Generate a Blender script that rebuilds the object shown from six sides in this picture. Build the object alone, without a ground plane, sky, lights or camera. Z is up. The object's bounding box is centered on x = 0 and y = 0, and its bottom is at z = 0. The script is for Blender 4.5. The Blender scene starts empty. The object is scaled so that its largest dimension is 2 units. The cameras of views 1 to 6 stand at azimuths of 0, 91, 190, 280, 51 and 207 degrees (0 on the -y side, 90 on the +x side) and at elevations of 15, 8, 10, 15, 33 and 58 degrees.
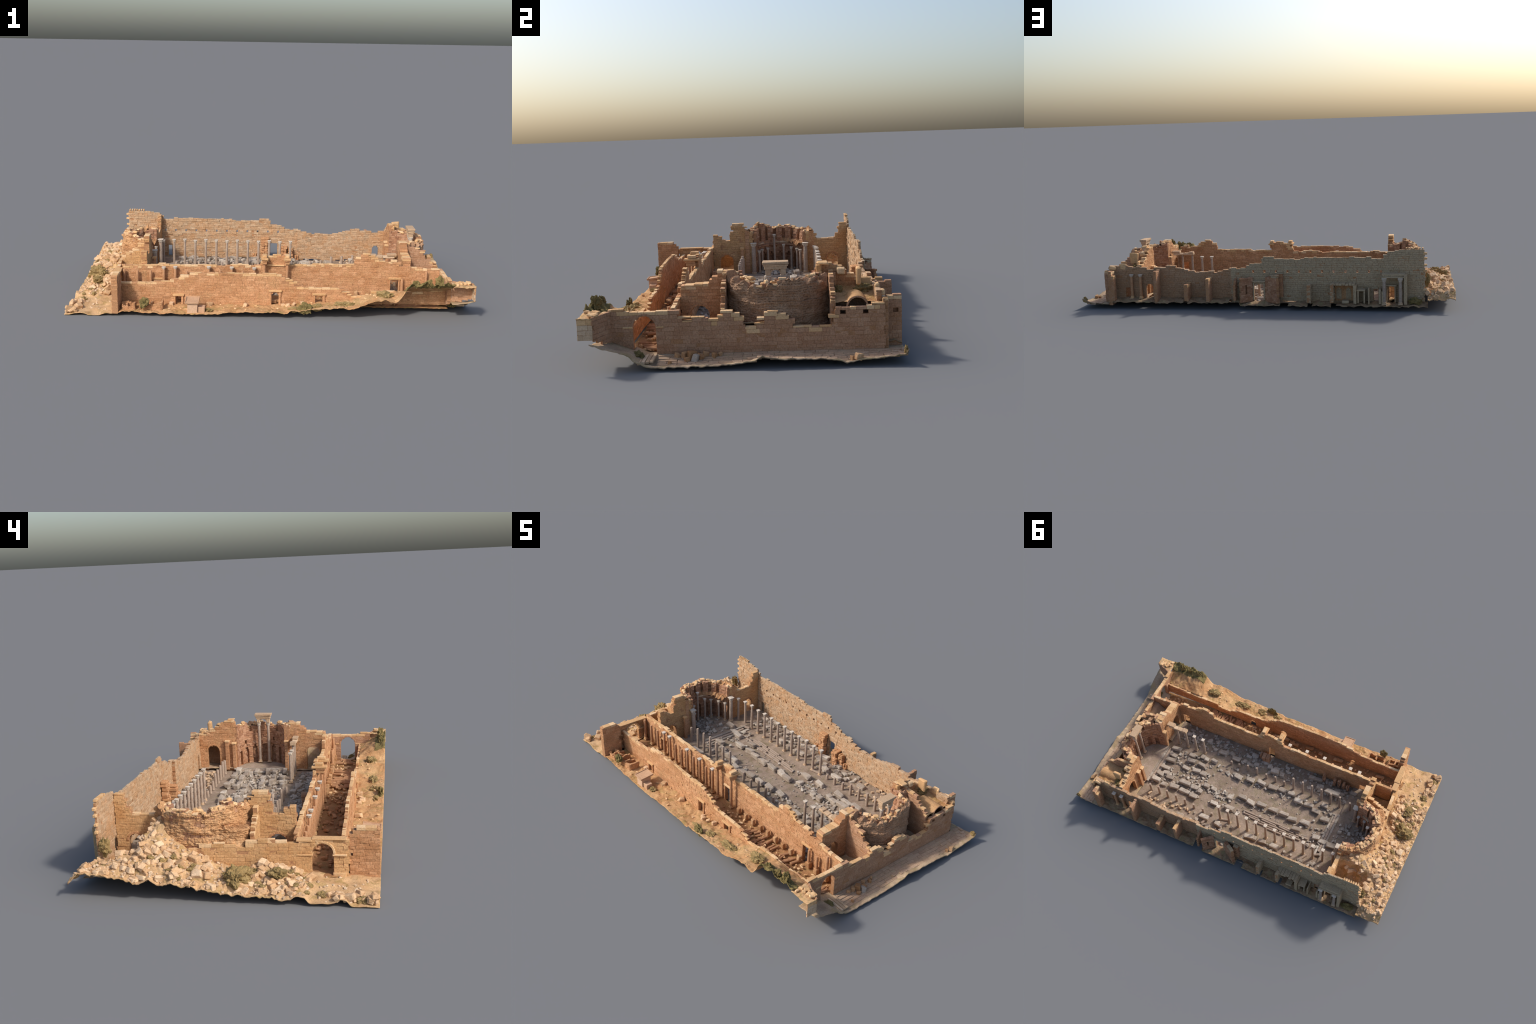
import bpy, math, random
import numpy as np
from mathutils import Vector, Matrix, noise as mn

R = random.Random(20240611)

# ------------------------------------------------------------------ helpers
def fbm(x, y, z, s, o=4):
    return mn.fractal(Vector((x * s, y * s, z * s)), 1.0, 2.0, o, noise_basis='PERLIN_ORIGINAL')

def lerp_profile(pts):
    xs = [p[0] for p in pts]; zs = [p[1] for p in pts]
    return lambda s: float(np.interp(s, xs, zs))

class MeshBuilder:
    def __init__(self):
        self.v = []; self.f = []; self.m = []
    def add(self, verts, faces, mat=0):
        o = len(self.v)
        self.v.extend(verts)
        for f in faces:
            self.f.append(tuple(i + o for i in f)); self.m.append(mat)
    def obj(self, name, parent, mats, smooth=False, kind=None):
        me = bpy.data.meshes.new(name)
        me.from_pydata([tuple(p) for p in self.v], [], self.f)
        for m in mats: me.materials.append(m)
        me.polygons.foreach_set('material_index', self.m)
        if smooth: me.polygons.foreach_set('use_smooth', [True] * len(self.f))
        me.update()
        ob = bpy.data.objects.new(name, me)
        bpy.context.scene.collection.objects.link(ob)
        ob.parent = parent
        if kind: ob["kind"] = kind
        return ob

CORN = [(sx, sy, sz) for sx in (-1, 1) for sy in (-1, 1) for sz in (-1, 1)]
def _chamfer_faces():
    idx = {c: i for i, c in enumerate(CORN)}
    V = lambda c, a: idx[c] * 3 + a
    fs = []
    for a in range(3):
        b, c = [(1, 2), (2, 0), (0, 1)][a]
        for s in (-1, 1):
            ring = []
            for (p, q) in ((-1, -1), (1, -1), (1, 1), (-1, 1)):
                t = [0, 0, 0]; t[a] = s; t[b] = p; t[c] = q
                ring.append(V(tuple(t), a))
            fs.append(tuple(ring if s > 0 else ring[::-1]))
    for a in range(3):          # edges running along axis a
        b, c = [(1, 2), (2, 0), (0, 1)][a]
        for p in (-1, 1):
            for q in (-1, 1):
                lo = [0, 0, 0]; lo[a] = -1; lo[b] = p; lo[c] = q
                hi = list(lo); hi[a] = 1
                lo = tuple(lo); hi = tuple(hi)
                r = (V(lo, b), V(hi, b), V(hi, c), V(lo, c))
                fs.append(r if p * q < 0 else r[::-1])
    for c in CORN:
        r = (V(c, 0), V(c, 1), V(c, 2))
        fs.append(r if c[0] * c[1] * c[2] > 0 else r[::-1])
    return fs
CH_FACES = _chamfer_faces()
BOX_FACES = [(0, 1, 3, 2), (4, 6, 7, 5), (0, 4, 5, 1), (2, 3, 7, 6), (0, 2, 6, 4), (1, 5, 7, 3)]

def chamfer_verts(size, b, jit=0.0, rng=R):
    h = [s * .5 for s in size]
    out = []
    for c in CORN:
        j = [rng.uniform(-jit, jit) for _ in range(3)]
        for a in range(3):
            p = [c[i] * (h[i] if i == a else h[i] - b) + j[i] for i in range(3)]
            out.append(p)
    return out

def place(verts, loc, ex, ey, ez):
    o = []
    for x, y, z in verts:
        o.append((loc[0] + ex[0]*x + ey[0]*y + ez[0]*z,
                  loc[1] + ex[1]*x + ey[1]*y + ez[1]*z,
                  loc[2] + ex[2]*x + ey[2]*y + ez[2]*z))
    return o

UP = (0, 0, 1)
def block(mb, loc, size, yaw=0.0, bev=.0012, jit=.0008, mat=0, tilt=(0, 0), rng=R):
    m = (Matrix.Rotation(yaw, 3, 'Z') @ Matrix.Rotation(tilt[0], 3, 'X') @ Matrix.Rotation(tilt[1], 3, 'Y'))
    b = min(bev, min(size) * .3)
    vs = chamfer_verts(size, b, jit, rng)
    mb.add([tuple(m @ Vector(p) + Vector(loc)) for p in vs], CH_FACES, mat)

def plain_box(mb, x0, x1, y0, y1, z0, z1, mat=0, bev=.0012, jit=.0006):
    block(mb, ((x0+x1)/2, (y0+y1)/2, (z0+z1)/2), (x1-x0, y1-y0, z1-z0), 0, bev, jit, mat)

# ------------------------------------------------------------------ materials
def new_mat(name):
    m = bpy.data.materials.new(name); m.use_nodes = True
    nt = m.node_tree; nt.nodes.clear()
    out = nt.nodes.new('ShaderNodeOutputMaterial')
    bs = nt.nodes.new('ShaderNodeBsdfPrincipled')
    bs.inputs['Roughness'].default_value = .92
    bs.inputs['Specular IOR Level'].default_value = .15
    nt.links.new(bs.outputs[0], out.inputs[0])
    return m, nt, bs

def node(nt, t, **kw):
    n = nt.nodes.new(t)
    for k, v in kw.items():
        if k in n.inputs.keys() if hasattr(n.inputs, 'keys') else False: n.inputs[k].default_value = v
        else: setattr(n, k, v)
    return n

def ramp(nt, stops):
    n = nt.nodes.new('ShaderNodeValToRGB')
    el = n.color_ramp.elements
    while len(el) < len(stops): el.new(.5)
    for e, (p, c) in zip(el, stops):
        e.position = p; e.color = (*c, 1)
    return n

def mix(nt, fac, a, b, mode='MIX'):
    n = nt.nodes.new('ShaderNodeMix'); n.data_type = 'RGBA'; n.blend_type = mode
    n.clamp_factor = True
    for sock, val in ((n.inputs[0], fac), (n.inputs[6], a), (n.inputs[7], b)):
        if hasattr(val, 'type') and hasattr(val, 'links'): nt.links.new(val, sock)
        elif isinstance(val, (int, float)): sock.default_value = val
        else: sock.default_value = (*val, 1)
    return n.outputs[2]

def noise(nt, co, scale, detail=4, rough=.6, dist=0):
    n = nt.nodes.new('ShaderNodeTexNoise')
    n.inputs['Scale'].default_value = scale; n.inputs['Detail'].default_value = detail
    n.inputs['Roughness'].default_value = rough; n.inputs['Distortion'].default_value = dist
    nt.links.new(co, n.inputs['Vector'])
    return n.outputs['Fac']

def rng_map(nt, val, a, b, c=0, d=1):
    n = nt.nodes.new('ShaderNodeMapRange')
    n.inputs[1].default_value = a; n.inputs[2].default_value = b
    n.inputs[3].default_value = c; n.inputs[4].default_value = d
    nt.links.new(val, n.inputs[0]); return n.outputs[0]

def bump(nt, bs, h, dist, strength=.6):
    n = nt.nodes.new('ShaderNodeBump'); n.inputs['Strength'].default_value = strength
    n.inputs['Distance'].default_value = dist
    nt.links.new(h, n.inputs['Height']); nt.links.new(n.outputs[0], bs.inputs['Normal'])

def stone_mat(name, cols, stain, stain_amt=.5, fine=.35, scale=14, grey=None, island=True, north=None, bumpd=.004):
    """cols: 3 tones picked per block; stain: larger patches; north: tone of the olive-grey outer north face"""
    m, nt, bs = new_mat(name)
    tc = nt.nodes.new('ShaderNodeTexCoord'); co = tc.outputs['Object']
    if island:
        g = nt.nodes.new('ShaderNodeNewGeometry'); sel = g.outputs['Random Per Island']
    else:
        sel = noise(nt, co, 9, 3)
        sel = rng_map(nt, sel, .3, .7)
    c = ramp(nt, [(0, cols[0]), (.45, cols[1]), (1, cols[2])])
    nt.links.new(sel, c.inputs[0]); col = c.outputs[0]
    patch = rng_map(nt, noise(nt, co, scale, 5, .65, .6), .45, .68)
    mul = nt.nodes.new('ShaderNodeMath'); mul.operation = 'MULTIPLY'; mul.inputs[1].default_value = stain_amt
    nt.links.new(patch, mul.inputs[0])
    col = mix(nt, mul.outputs[0], col, stain)
    if grey:
        p2 = rng_map(nt, noise(nt, co, scale * 1.7, 5, .7, .3), .5, .66, 0, .75)
        col = mix(nt, p2, col, grey)
    if north:
        sx = nt.nodes.new('ShaderNodeSeparateXYZ'); nt.links.new(co, sx.inputs[0])
        msk = rng_map(nt, sx.outputs['Y'], .4765, .4775)
        msx = rng_map(nt, sx.outputs['X'], .20, .165, 0, .72)
        mm = nt.nodes.new('ShaderNodeMath'); mm.operation = 'MULTIPLY'
        nt.links.new(msk, mm.inputs[0]); nt.links.new(msx, mm.inputs[1])
        col = mix(nt, mm.outputs[0], col, north)
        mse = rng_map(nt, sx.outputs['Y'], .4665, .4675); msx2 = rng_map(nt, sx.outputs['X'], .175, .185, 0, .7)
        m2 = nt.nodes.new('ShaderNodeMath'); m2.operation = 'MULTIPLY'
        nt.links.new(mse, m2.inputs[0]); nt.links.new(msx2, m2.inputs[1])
        col = mix(nt, m2.outputs[0], col, (.40, .235, .135))  # shade on the eastern outer face put into the colour as brown
    f = noise(nt, co, 170, 6, .75)
    ft = rng_map(nt, f, .3, .7, 1 - fine, 1 + fine * .55)
    v = nt.nodes.new('ShaderNodeVectorMath'); v.operation = 'SCALE'
    nt.links.new(col, v.inputs[0]); nt.links.new(ft, v.inputs['Scale'])
    nt.links.new(v.outputs[0], bs.inputs['Base Color'])
    bump(nt, bs, f, bumpd, .7)
    return m

SAND = stone_mat('ochre_sandstone', [(.51, .265, .13), (.58, .31, .158), (.66, .37, .198)], (.43, .19, .075), .6, .42, grey=(.54, .315, .155))
WESTM = stone_mat('golden_sandstone', [(.56, .325, .15), (.61, .36, .17), (.67, .405, .20)], (.52, .255, .095), .55, .4, grey=(.60, .37, .18))
SANDTOP = stone_mat('sunlit_pale_sandstone', [(.62, .37, .18), (.72, .46, .24), (.80, .56, .33)], (.55, .30, .12), .35, .25)  # pale stone tone with some of the sun on wall tops painted in
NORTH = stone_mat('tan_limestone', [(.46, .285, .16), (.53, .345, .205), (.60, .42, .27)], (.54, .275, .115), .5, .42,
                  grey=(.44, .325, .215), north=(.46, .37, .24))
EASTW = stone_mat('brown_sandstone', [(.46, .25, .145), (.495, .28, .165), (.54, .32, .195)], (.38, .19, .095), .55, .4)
APSE = stone_mat('reddish_rubble_masonry', [(.34, .165, .095), (.44, .23, .135), (.54, .32, .20)], (.46, .24, .12), .5, .4, 22)
MORTAR = stone_mat('mortar_joint', [(.40, .205, .10), (.44, .232, .117), (.48, .26, .135)], (.37, .18, .08), .4, .3, island=False)
CORE = stone_mat('eroded_concrete_core', [(.46, .235, .11), (.59, .335, .165), (.68, .42, .225)], (.50, .25, .11), .5, .42, 26, island=False, bumpd=.006)
MARBLE = stone_mat('grey_marble', [(.33, .275, .22), (.44, .375, .31), (.61, .535, .445)], (.36, .265, .185), .45, .35, 30)
COREE = stone_mat('banded_brick_core', [(.39, .215, .125), (.48, .285, .17), (.58, .375, .235)], (.43, .235, .125), .5, .4, 26, island=False, bumpd=.006)
PALE = stone_mat('pale_limestone', [(.50, .345, .22), (.62, .44, .285), (.73, .555, .385)], (.50, .31, .17), .35, .3, 25)
SHAFT = stone_mat('weathered_granite_shaft', [(.37, .28, .215), (.44, .34, .265), (.53, .42, .335)], (.36, .225, .145), .5, .3, 40, island=False)
SHAFTO = stone_mat('ochre_column_shaft', [(.46, .235, .12), (.53, .29, .155), (.60, .36, .21)], (.44, .19, .075), .5, .3, 40, island=False)
CAP = stone_mat('white_marble_capital', [(.60, .50, .40), (.68, .58, .47), (.75, .66, .56)], (.48, .36, .26), .35, .3, 60, island=False)

def soil_mat(name, base, dry, grass, gamt, scale=12, track=None):
    m, nt, bs = new_mat(name)
    tc = nt.nodes.new('ShaderNodeTexCoord'); co = tc.outputs['Object']
    n1 = rng_map(nt, noise(nt, co, scale, 6, .65), .38, .62)
    col = mix(nt, n1, base, dry)
    n2 = rng_map(nt, noise(nt, co, scale * 1.3, 6, .7, .8), .5, .62, 0, gamt)
    col = mix(nt, n2, col, grass)
    f = noise(nt, co, 190, 6, .75)
    ft = rng_map(nt, f, .3, .7, .72, 1.2)
    v = nt.nodes.new('ShaderNodeVectorMath'); v.operation = 'SCALE'
    nt.links.new(col, v.inputs[0]); nt.links.new(ft, v.inputs['Scale'])
    nt.links.new(v.outputs[0], bs.inputs['Base Color'])
    bump(nt, bs, f, .005, .8)
    return m

SOILW = soil_mat('pale_rubble_soil', (.57, .345, .175), (.67, .44, .24), (.38, .255, .095), .8, 18)
SOILS = soil_mat('dry_earth', (.50, .26, .115), (.62, .38, .19), (.33, .235, .085), .65, 10)
STREETM = soil_mat('street_earth', (.42, .29, .19), (.56, .41, .27), (.36, .27, .11), .5, 9)
PAVE = stone_mat('street_slab', [(.45, .29, .19), (.50, .335, .225), (.56, .385, .26)], (.56, .39, .24), .5, .25, 14)
PORTF = soil_mat('portico_earth', (.38, .19, .085), (.46, .25, .12), (.33, .235, .09), .6, 22)
NAVEF = soil_mat('nave_dust', (.28, .205, .15), (.39, .295, .225), (.23, .195, .095), .5, 22)
APSEF = soil_mat('apse_paving_dust', (.36, .27, .205), (.44, .34, .265), (.24, .22, .09), .35, 20)
SHELF = soil_mat('brown_ledge_earth', (.32, .20, .115), (.38, .26, .16), (.28, .25, .12), .6, 30)  # brown earth tone of the north ledge
BUSH = soil_mat('olive_shrub', (.19, .145, .055), (.29, .22, .09), (.12, .112, .042), .8, 30)
BUSHD = soil_mat('dry_shrub', (.27, .185, .075), (.40, .28, .125), (.20, .155, .06), .7, 30)
PLASTER = stone_mat('pink_plaster', [(.60, .38, .245), (.64, .42, .275), (.68, .46, .31)], (.52, .29, .15), .4, .2, 30, island=False)
DARK = stone_mat('roof_slab', [(.50, .29, .17), (.54, .33, .20), (.58, .37, .23)], (.46, .25, .13), .4, .2, 30, island=False)

# ------------------------------------------------------------------ root
root = bpy.data.objects.new('ruined_basilica', None)
bpy.context.scene.collection.objects.link(root)
root["label"] = "ruined Roman basilica of ochre sandstone with columns and rubble"
root["category"] = "ruin"

# ------------------------------------------------------------------ masonry
def solid_intervals(a, b, z, openings):
    iv = [(a, b)]
    for o in openings:
        o0, o1, z0, z1 = o[:4]; arch = len(o) > 4 and o[4]
        if z < z0 or z > z1: continue
        if arch:
            r = (o1 - o0) / 2; spring = z1 - r
            if z > spring:
                hw = math.sqrt(max(0, r*r - (z - spring)**2)); c = (o0 + o1) / 2
                o0, o1 = c - hw, c + hw
        new = []
        for p, q in iv:
            if o1 <= p or o0 >= q: new.append((p, q)); continue
            if o0 > p: new.append((p, o0))
            if o1 < q: new.append((o1, q))
        iv = new
    return iv

def masonry(name, path, s0, s1, t, top, base, openings=(), mats=None, h=.0115, ln=(.018, .042), dj=.0009,
            parent=root, mb=None, rag=.35, endjit=.004, cop=.75, seed=1):
    """courses of individual blocks along a path; path(s) -> (x, y, angle). The top follows a profile."""
    rng = random.Random(seed * 77 + 5)
    own = mb is None
    if own: mb = MeshBuilder()
    basef = base if callable(base) else (lambda s: base)
    ss = np.linspace(s0, s1, 200)
    zmin = min(basef(s) for s in ss); zmax = max(top(s) for s in ss)
    k = 0; z0 = zmin
    while z0 < zmax:
        hh = h * rng.uniform(.85, 1.18); z1 = z0 + hh
        for a, b in solid_intervals(s0, s1, (z0 + z1) / 2, openings):
            s = a + (rng.uniform(-endjit, endjit) if a == s0 else 0)
            if b - a < .004: continue
            be = b + (rng.uniform(-endjit, endjit) if b == s1 else 0)
            first = True
            while s < be - 1e-5:
                L = rng.uniform(*ln) * (rng.uniform(.4, 1) if first else 1); first = False
                e = s + L
                if be - e < ln[0] * .55: e = be
                m = (s + e) / 2
                tp = (top(s + .2*(e-s)) + top(m) + top(e - .2*(e-s))) / 3 + rng.uniform(-1, 1) * rag * hh * .4
                bz = basef(m)
                za, zb = max(z0, bz), z1
                is_top = tp < z1 + h * .6
                if tp < z1: zb = tp
                if zb - za < .003 or za >= z1:
                    s = e; continue
                x, y, an = path(m)
                ca, sa = math.cos(an), math.sin(an)
                ex, ey = (ca, sa, 0), (-sa, ca, 0)
                d0 = rng.uniform(-dj, dj); d1 = rng.uniform(-dj, dj)
                th = t + d0 + d1
                loc = (x + ey[0] * (d0 - d1) / 2, y + ey[1] * (d0 - d1) / 2, (za + zb) / 2)
                gap = .0003
                vs = chamfer_verts((max(e - s - gap, .002), th, max(zb - za - gap, .002)), min(.0009, (zb - za) * .25), .0006, rng)
                mt = 1 if (is_top and rng.random() < cop) else 0  # top course takes the paler tone that carries painted sunlight
                mb.add(place(vs, loc, ex, ey, UP), CH_FACES, mt)
                hx, hy, hz = (e - s) / 2, t / 2 - dj - .0001, (zb - za) / 2 - (.001 if is_top else 0)
                if hy > .002:
                    cv = [(cx*hx, cy*hy, cz*hz) for cx, cy, cz in CORN]
                    mb.add(place(cv, (x, y, (za + zb) / 2), ex, ey, UP), BOX_FACES, 2)
                s = e
        z0 = z1; k += 1
    if own:
        return mb.obj(name, parent, mats or [SAND, SANDTOP, MORTAR])
    return mb

def x_path(y0, slope=0.0, xref=0.0):
    a = math.atan(slope)
    return lambda s: (s, y0 + slope * (s - xref), a)
def y_path(x0, slope=0.0, yref=0.0):
    a = math.pi / 2 + math.atan(-slope)
    return lambda s: (x0 + slope * (s - yref), s, a)
def arc_path(cx, cy, r, ry=None):
    ry = ry or r
    # s is an arc length measured from angle 0, angle = s / r
    def f(s):
        th = s / r
        return (cx + r * math.cos(th), cy + ry * math.sin(th), th + math.pi / 2)
    return f

# ---- north wall
n_top = lerp_profile([(-.86, .310), (-.753, .310), (-.750, .306), (-.697, .306), (-.692, .297), (-.650, .296), (-.643, .265),
    (-.58, .263), (-.57, .270), (-.42, .271), (-.41, .266), (-.23, .269), (-.22, .261), (-.064, .263), (-.058, .277), (-.003, .276),
    (0, .243), (.046, .242), (.058, .231), (.078, .230), (.087, .211), (.175, .210), (.18, .199), (.22, .199), (.228, .188),
    (.26, .180), (.272, .187), (.397, .187), (.404, .202), (.43, .2), (.472, .212), (.502, .224), (.53, .225), (.54, .211), (.6, .21),
    (.603, .2), (.635, .201), (.66, .211), (.687, .211), (.83, .222), (.86, .216)])
holes = [(-.625 + .0613*k - .005, -.625 + .0613*k + .005, .1905, .2020) for k in range(12)]
holes2 = [(-.60 + .0613*k - .006, -.60 + .0613*k + .006, .2355, .2425) for k in range(1, 10, 3)]
n_base = lambda s: .030 + .006*math.sin(s*31)
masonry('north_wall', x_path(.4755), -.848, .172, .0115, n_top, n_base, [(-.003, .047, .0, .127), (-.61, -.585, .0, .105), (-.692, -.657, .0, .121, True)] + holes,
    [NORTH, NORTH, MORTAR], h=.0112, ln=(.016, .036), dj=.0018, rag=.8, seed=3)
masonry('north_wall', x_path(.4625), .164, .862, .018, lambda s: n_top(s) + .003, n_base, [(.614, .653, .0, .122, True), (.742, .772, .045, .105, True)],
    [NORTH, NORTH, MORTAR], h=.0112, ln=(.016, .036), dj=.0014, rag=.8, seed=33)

mb = MeshBuilder()
for k in range(7):
    block(mb, (-.836 + .0135*k, .4755, .3145), (.008, .015, .009), 0, .001, .0006)
for z in (.288, .262, .227, .199, .10): block(mb, (-.849, .4755, z), (.020, .0125, .011), 0, .0015, .001)
mb.obj('cornice_block', root, [SANDTOP], kind='stuff')
mb = MeshBuilder()
plain_box(mb, -.482, -.384, .474, .4835, .040, .130, 0)  # plain raised panel added in place of a recess, slabs standing for niches
for x in (-.405, -.455):
    plain_box(mb, x-.014, x+.014, .476, .4855, .05, .098, 1); block(mb, (x, .4812, .098), (.021, .008, .021), 0, .001, 0, 1, (0, math.pi/4))
mb.obj('recess_standin_panel', root, [CORE, NORTH])
# ---- inner south wall (nave / portico)
si_top = lerp_profile([(-.76, .174), (-.56, .179), (-.558, .188), (-.535, .188), (-.53, .178), (-.27, .183), (-.255, .174), (-.2, .184),
    (-.155, .192), (-.131, .187), (-.066, .182), (-.05, .192), (-.035, .2), (-.02, .225), (.0, .240), (.039, .247), (.05, .241), (.075, .24), (.085, .2), (.089, .192),
    (.148, .196), (.2, .188), (.21, .197), (.43, .197), (.434, .222), (.454, .24), (.471, .255), (.525, .257), (.530, .229), (.56, .222),
    (.60, .215), (.632, .21), (.634, .24), (.66, .239), (.666, .193), (.73, .190), (.81, .183), (.88, .179)])
masonry('nave_south_wall', x_path(-.2405), -.765, .872, .016, si_top, .022,
    [(.62, .663, 0, .121), (.008, .048, 0, .112), (-.605, -.565, 0, .098)], seed=4, h=.0112, ln=(.018, .040))

# ---- outer south wall
so_top = lerp_profile([(-.77, .150), (-.745, .137), (-.579, .137), (-.572, .147), (-.495, .148), (-.492, .159), (-.452, .16), (-.437, .179),
    (-.397, .18), (-.394, .194), (.035, .194), (.075, .184), (.082, .172), (.102, .157), (.118, .154), (.149, .124), (.199, .124),
    (.202, .135), (.22, .134), (.222, .125), (.354, .124), (.385, .1), (.404, .086), (.483, .086), (.5, .1), (.53, .108), (.68, .105),
    (.77, .116), (.88, .122)])
masonry('outer_south_wall', lambda q: (q, -.4035 - .006*math.exp(-((q + .2) / .22)**2), 0), -.762, .872, .014, lambda s: so_top(s) - (.006 if s < .48 else 0), lambda s: .012 + .03 * max(0, min(1, (s + .1) / .7)),
    [(-.471, -.442, 0, .066, True), (.006, .044, 0, .092, True), (.224, .263, 0, .081, True), (-.275, -.266, .105, .112)], seed=5, h=.0118, ln=(.020, .046))

# ---- west outer wall with arch
w_top = lerp_profile([(-.43, .158), (-.247, .158), (-.245, .148), (-.20, .150), (-.172, .163), (-.085, .162), (-.072, .158), (-.068, .137),
    (-.011, .134), (-.009, .154), (.113, .15), (.12, .13), (.15, .11)])
masonry('west_outer_wall', y_path(-.771, -.075, -.43), -.432, .15, .018, w_top, lambda s: .012 if s < -.2 else .03,
    [(-.376, -.299, 0, .146, True)], mats=[WESTM, SANDTOP, MORTAR], seed=6, h=.0135, ln=(.022, .05), dj=.0007)
ws_top = lerp_profile([(-.545, .197), (-.476, .203), (-.447, .2), (-.44, .181), (-.425, .157)])
masonry('west_wall_stub', y_path(-.752), -.5405, -.432, .030, ws_top, .010, [(-.444, -.424, .093, .122, True)], seed=7, ln=(.02, .04), endjit=.0008)

# ---- west nave wall (two arms beside the apse)
wn = [WESTM, SANDTOP, MORTAR]
t1 = lerp_profile([(-.24, .214), (-.23, .243), (-.19, .243), (-.188, .208), (-.181, .207), (-.178, .225), (-.155, .213), (-.146, .208), (-.143, .266),
    (-.139, .283), (-.126, .289), (-.123, .302), (-.067, .302), (-.064, .276), (-.05, .262), (-.02, .25)])
masonry('west_nave_wall', y_path(-.652), -.232, -.022, .030, t1, .02, [(-.196, -.128, 0, .137, True)], mats=wn, seed=8)
t2 = lerp_profile([(.25, .25), (.284, .253), (.31, .235), (.315, .209), (.36, .212), (.412, .214), (.418, .280), (.43, .29), (.475, .294)])
masonry('west_nave_wall', y_path(-.657), .255, .470, .022, t2, .02, [(.363, .42, 0, .132, True)], mats=wn, seed=9)
# room divider walls on the west side
masonry('room_wall', x_path(-.086), -.790, -.668, .018, lerp_profile([(-.79, .165), (-.775, .19), (-.72, .217), (-.70, .25), (-.668, .255)]), .03, mats=[WESTM, SANDTOP, MORTAR], seed=10)
masonry('room_wall', x_path(.272), -.765, -.668, .022, lerp_profile([(-.765, .155), (-.72, .185), (-.69, .21), (-.668, .225)]), .03, seed=11, h=.014, ln=(.015, .03), dj=.004)

# ---- east nave wall
t3 = lerp_profile([(-.24, .228), (-.136, .236), (-.115, .256), (-.1, .285), (-.08, .288), (-.06, .28), (-.02, .27)])
masonry('east_nave_wall', y_path(.702), -.232, -.02, .042, t3, .02, [(-.199, -.129, 0, .157, True)], mats=[SAND, SANDTOP, MORTAR], seed=12)
t4 = lerp_profile([(.25, .295), (.311, .297), (.345, .282), (.352, .265), (.41, .24), (.446, .215), (.475, .205)])
masonry('east_nave_wall', y_path(.690), .255, .455, .024, t4, .02, [(.345, .412, 0, .163, True)], mats=[SAND, SANDTOP, MORTAR], seed=13)

# ---- east outer wall
e_top = lerp_profile([(-.55, .18), (-.464, .184), (-.403, .187), (-.374, .172), (-.271, .171), (-.267, .182), (-.222, .181), (-.21, .173), (-.2, .138),
    (-.178, .139), (-.175, .152), (-.12, .15), (-.112, .137), (-.09, .148), (-.071, .159), (-.062, .173), (-.035, .172), (.018, .117), (.057, .100),
    (.058, .162), (.097, .168), (.117, .152), (.167, .162), (.169, .111), (.295, .109), (.3, .15), (.31, .163), (.317, .172), (.446, .175),
    (.45, .184), (.478, .196)])
masonry('east_outer_wall', y_path(.878), -.456, .478, .020, e_top, lambda s: .022 if s > -.376 else .036 + .03 * (-.376 - s) / .08,
    [(-.376, -.298, 0, .160, True), (.328, .347, .142, .161), (.405, .423, .142, .161)], mats=[EASTW, SANDTOP, MORTAR], seed=14, h=.0138, ln=(.018, .046), dj=.0008)
masonry('east_outer_wall', y_path(.834), .490, .541, .020, lerp_profile([(.47, .2), (.53, .2), (.531, .206), (.55, .206)]), .018,
    [(.511, .529, .139, .158)], mats=[EASTW, SANDTOP, MORTAR], seed=15, h=.0145, ln=(.02, .05), endjit=.0005)
masonry('room_wall', x_path(-.070), .682, .868, .016, lerp_profile([(.68, .28), (.72, .28), (.74, .26), (.775, .246), (.80, .25), (.806, .235), (.84, .195), (.87, .165)]), .022,
    mats=[EASTW, SANDTOP, MORTAR], seed=16)
masonry('room_wall', x_path(.306), .70, .868, .016, lerp_profile([(.70, .272), (.784, .267), (.79, .255), (.81, .245), (.815, .228), (.84, .22), (.868, .185)]), .05,
    mats=[EASTW, SANDTOP, MORTAR], seed=17)
# north-east annex front with windows, up to the clipped north edge
masonry('room_wall', x_path(.482), .862, .880, .018, lerp_profile([(.86, .205), (.88, .197)]), .022, mats=[EASTW, SANDTOP, MORTAR], seed=18)

# ------------------------------------------------------------------ apses
def apse(name, cx, sgn, inner, mid, outer, ztop, niches, floor, seed, upper):
    """half-round end: inner ring with niches, closed outer ring; sgn -1 west, +1 east"""
    cy = .117
    base_ang = 0 if sgn > 0 else math.pi
    def ring(r, t, ops, topf, mats, sd, nm, **kw):
        p = arc_path(cx, cy, r)
        a0 = (base_ang - math.pi/2) * r; a1 = (base_ang + math.pi/2) * r
        tf = lambda s: topf((s / r - base_ang) * sgn)      # angle from the axis, positive = north
        o2 = []
        for (deg, hw, z0, z1) in ops:
            c = (base_ang + sgn * math.radians(deg)) * r
            o2.append((c - hw, c + hw, z0, z1, True))
        return masonry(nm, p, a0, a1, t, tf, floor, o2, mats=mats, seed=sd, h=.0105, ln=(.012, .026), dj=.0022, rag=1.2, endjit=0, **kw)
    ring((inner + mid) / 2, mid - inner, niches, ztop, [APSE, APSE, MORTAR], seed, name, cop=0)
    ring((mid + outer) / 2, outer - mid, upper, ztop, [APSE, SANDTOP, MORTAR], seed + 1, name, cop=.6)

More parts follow.
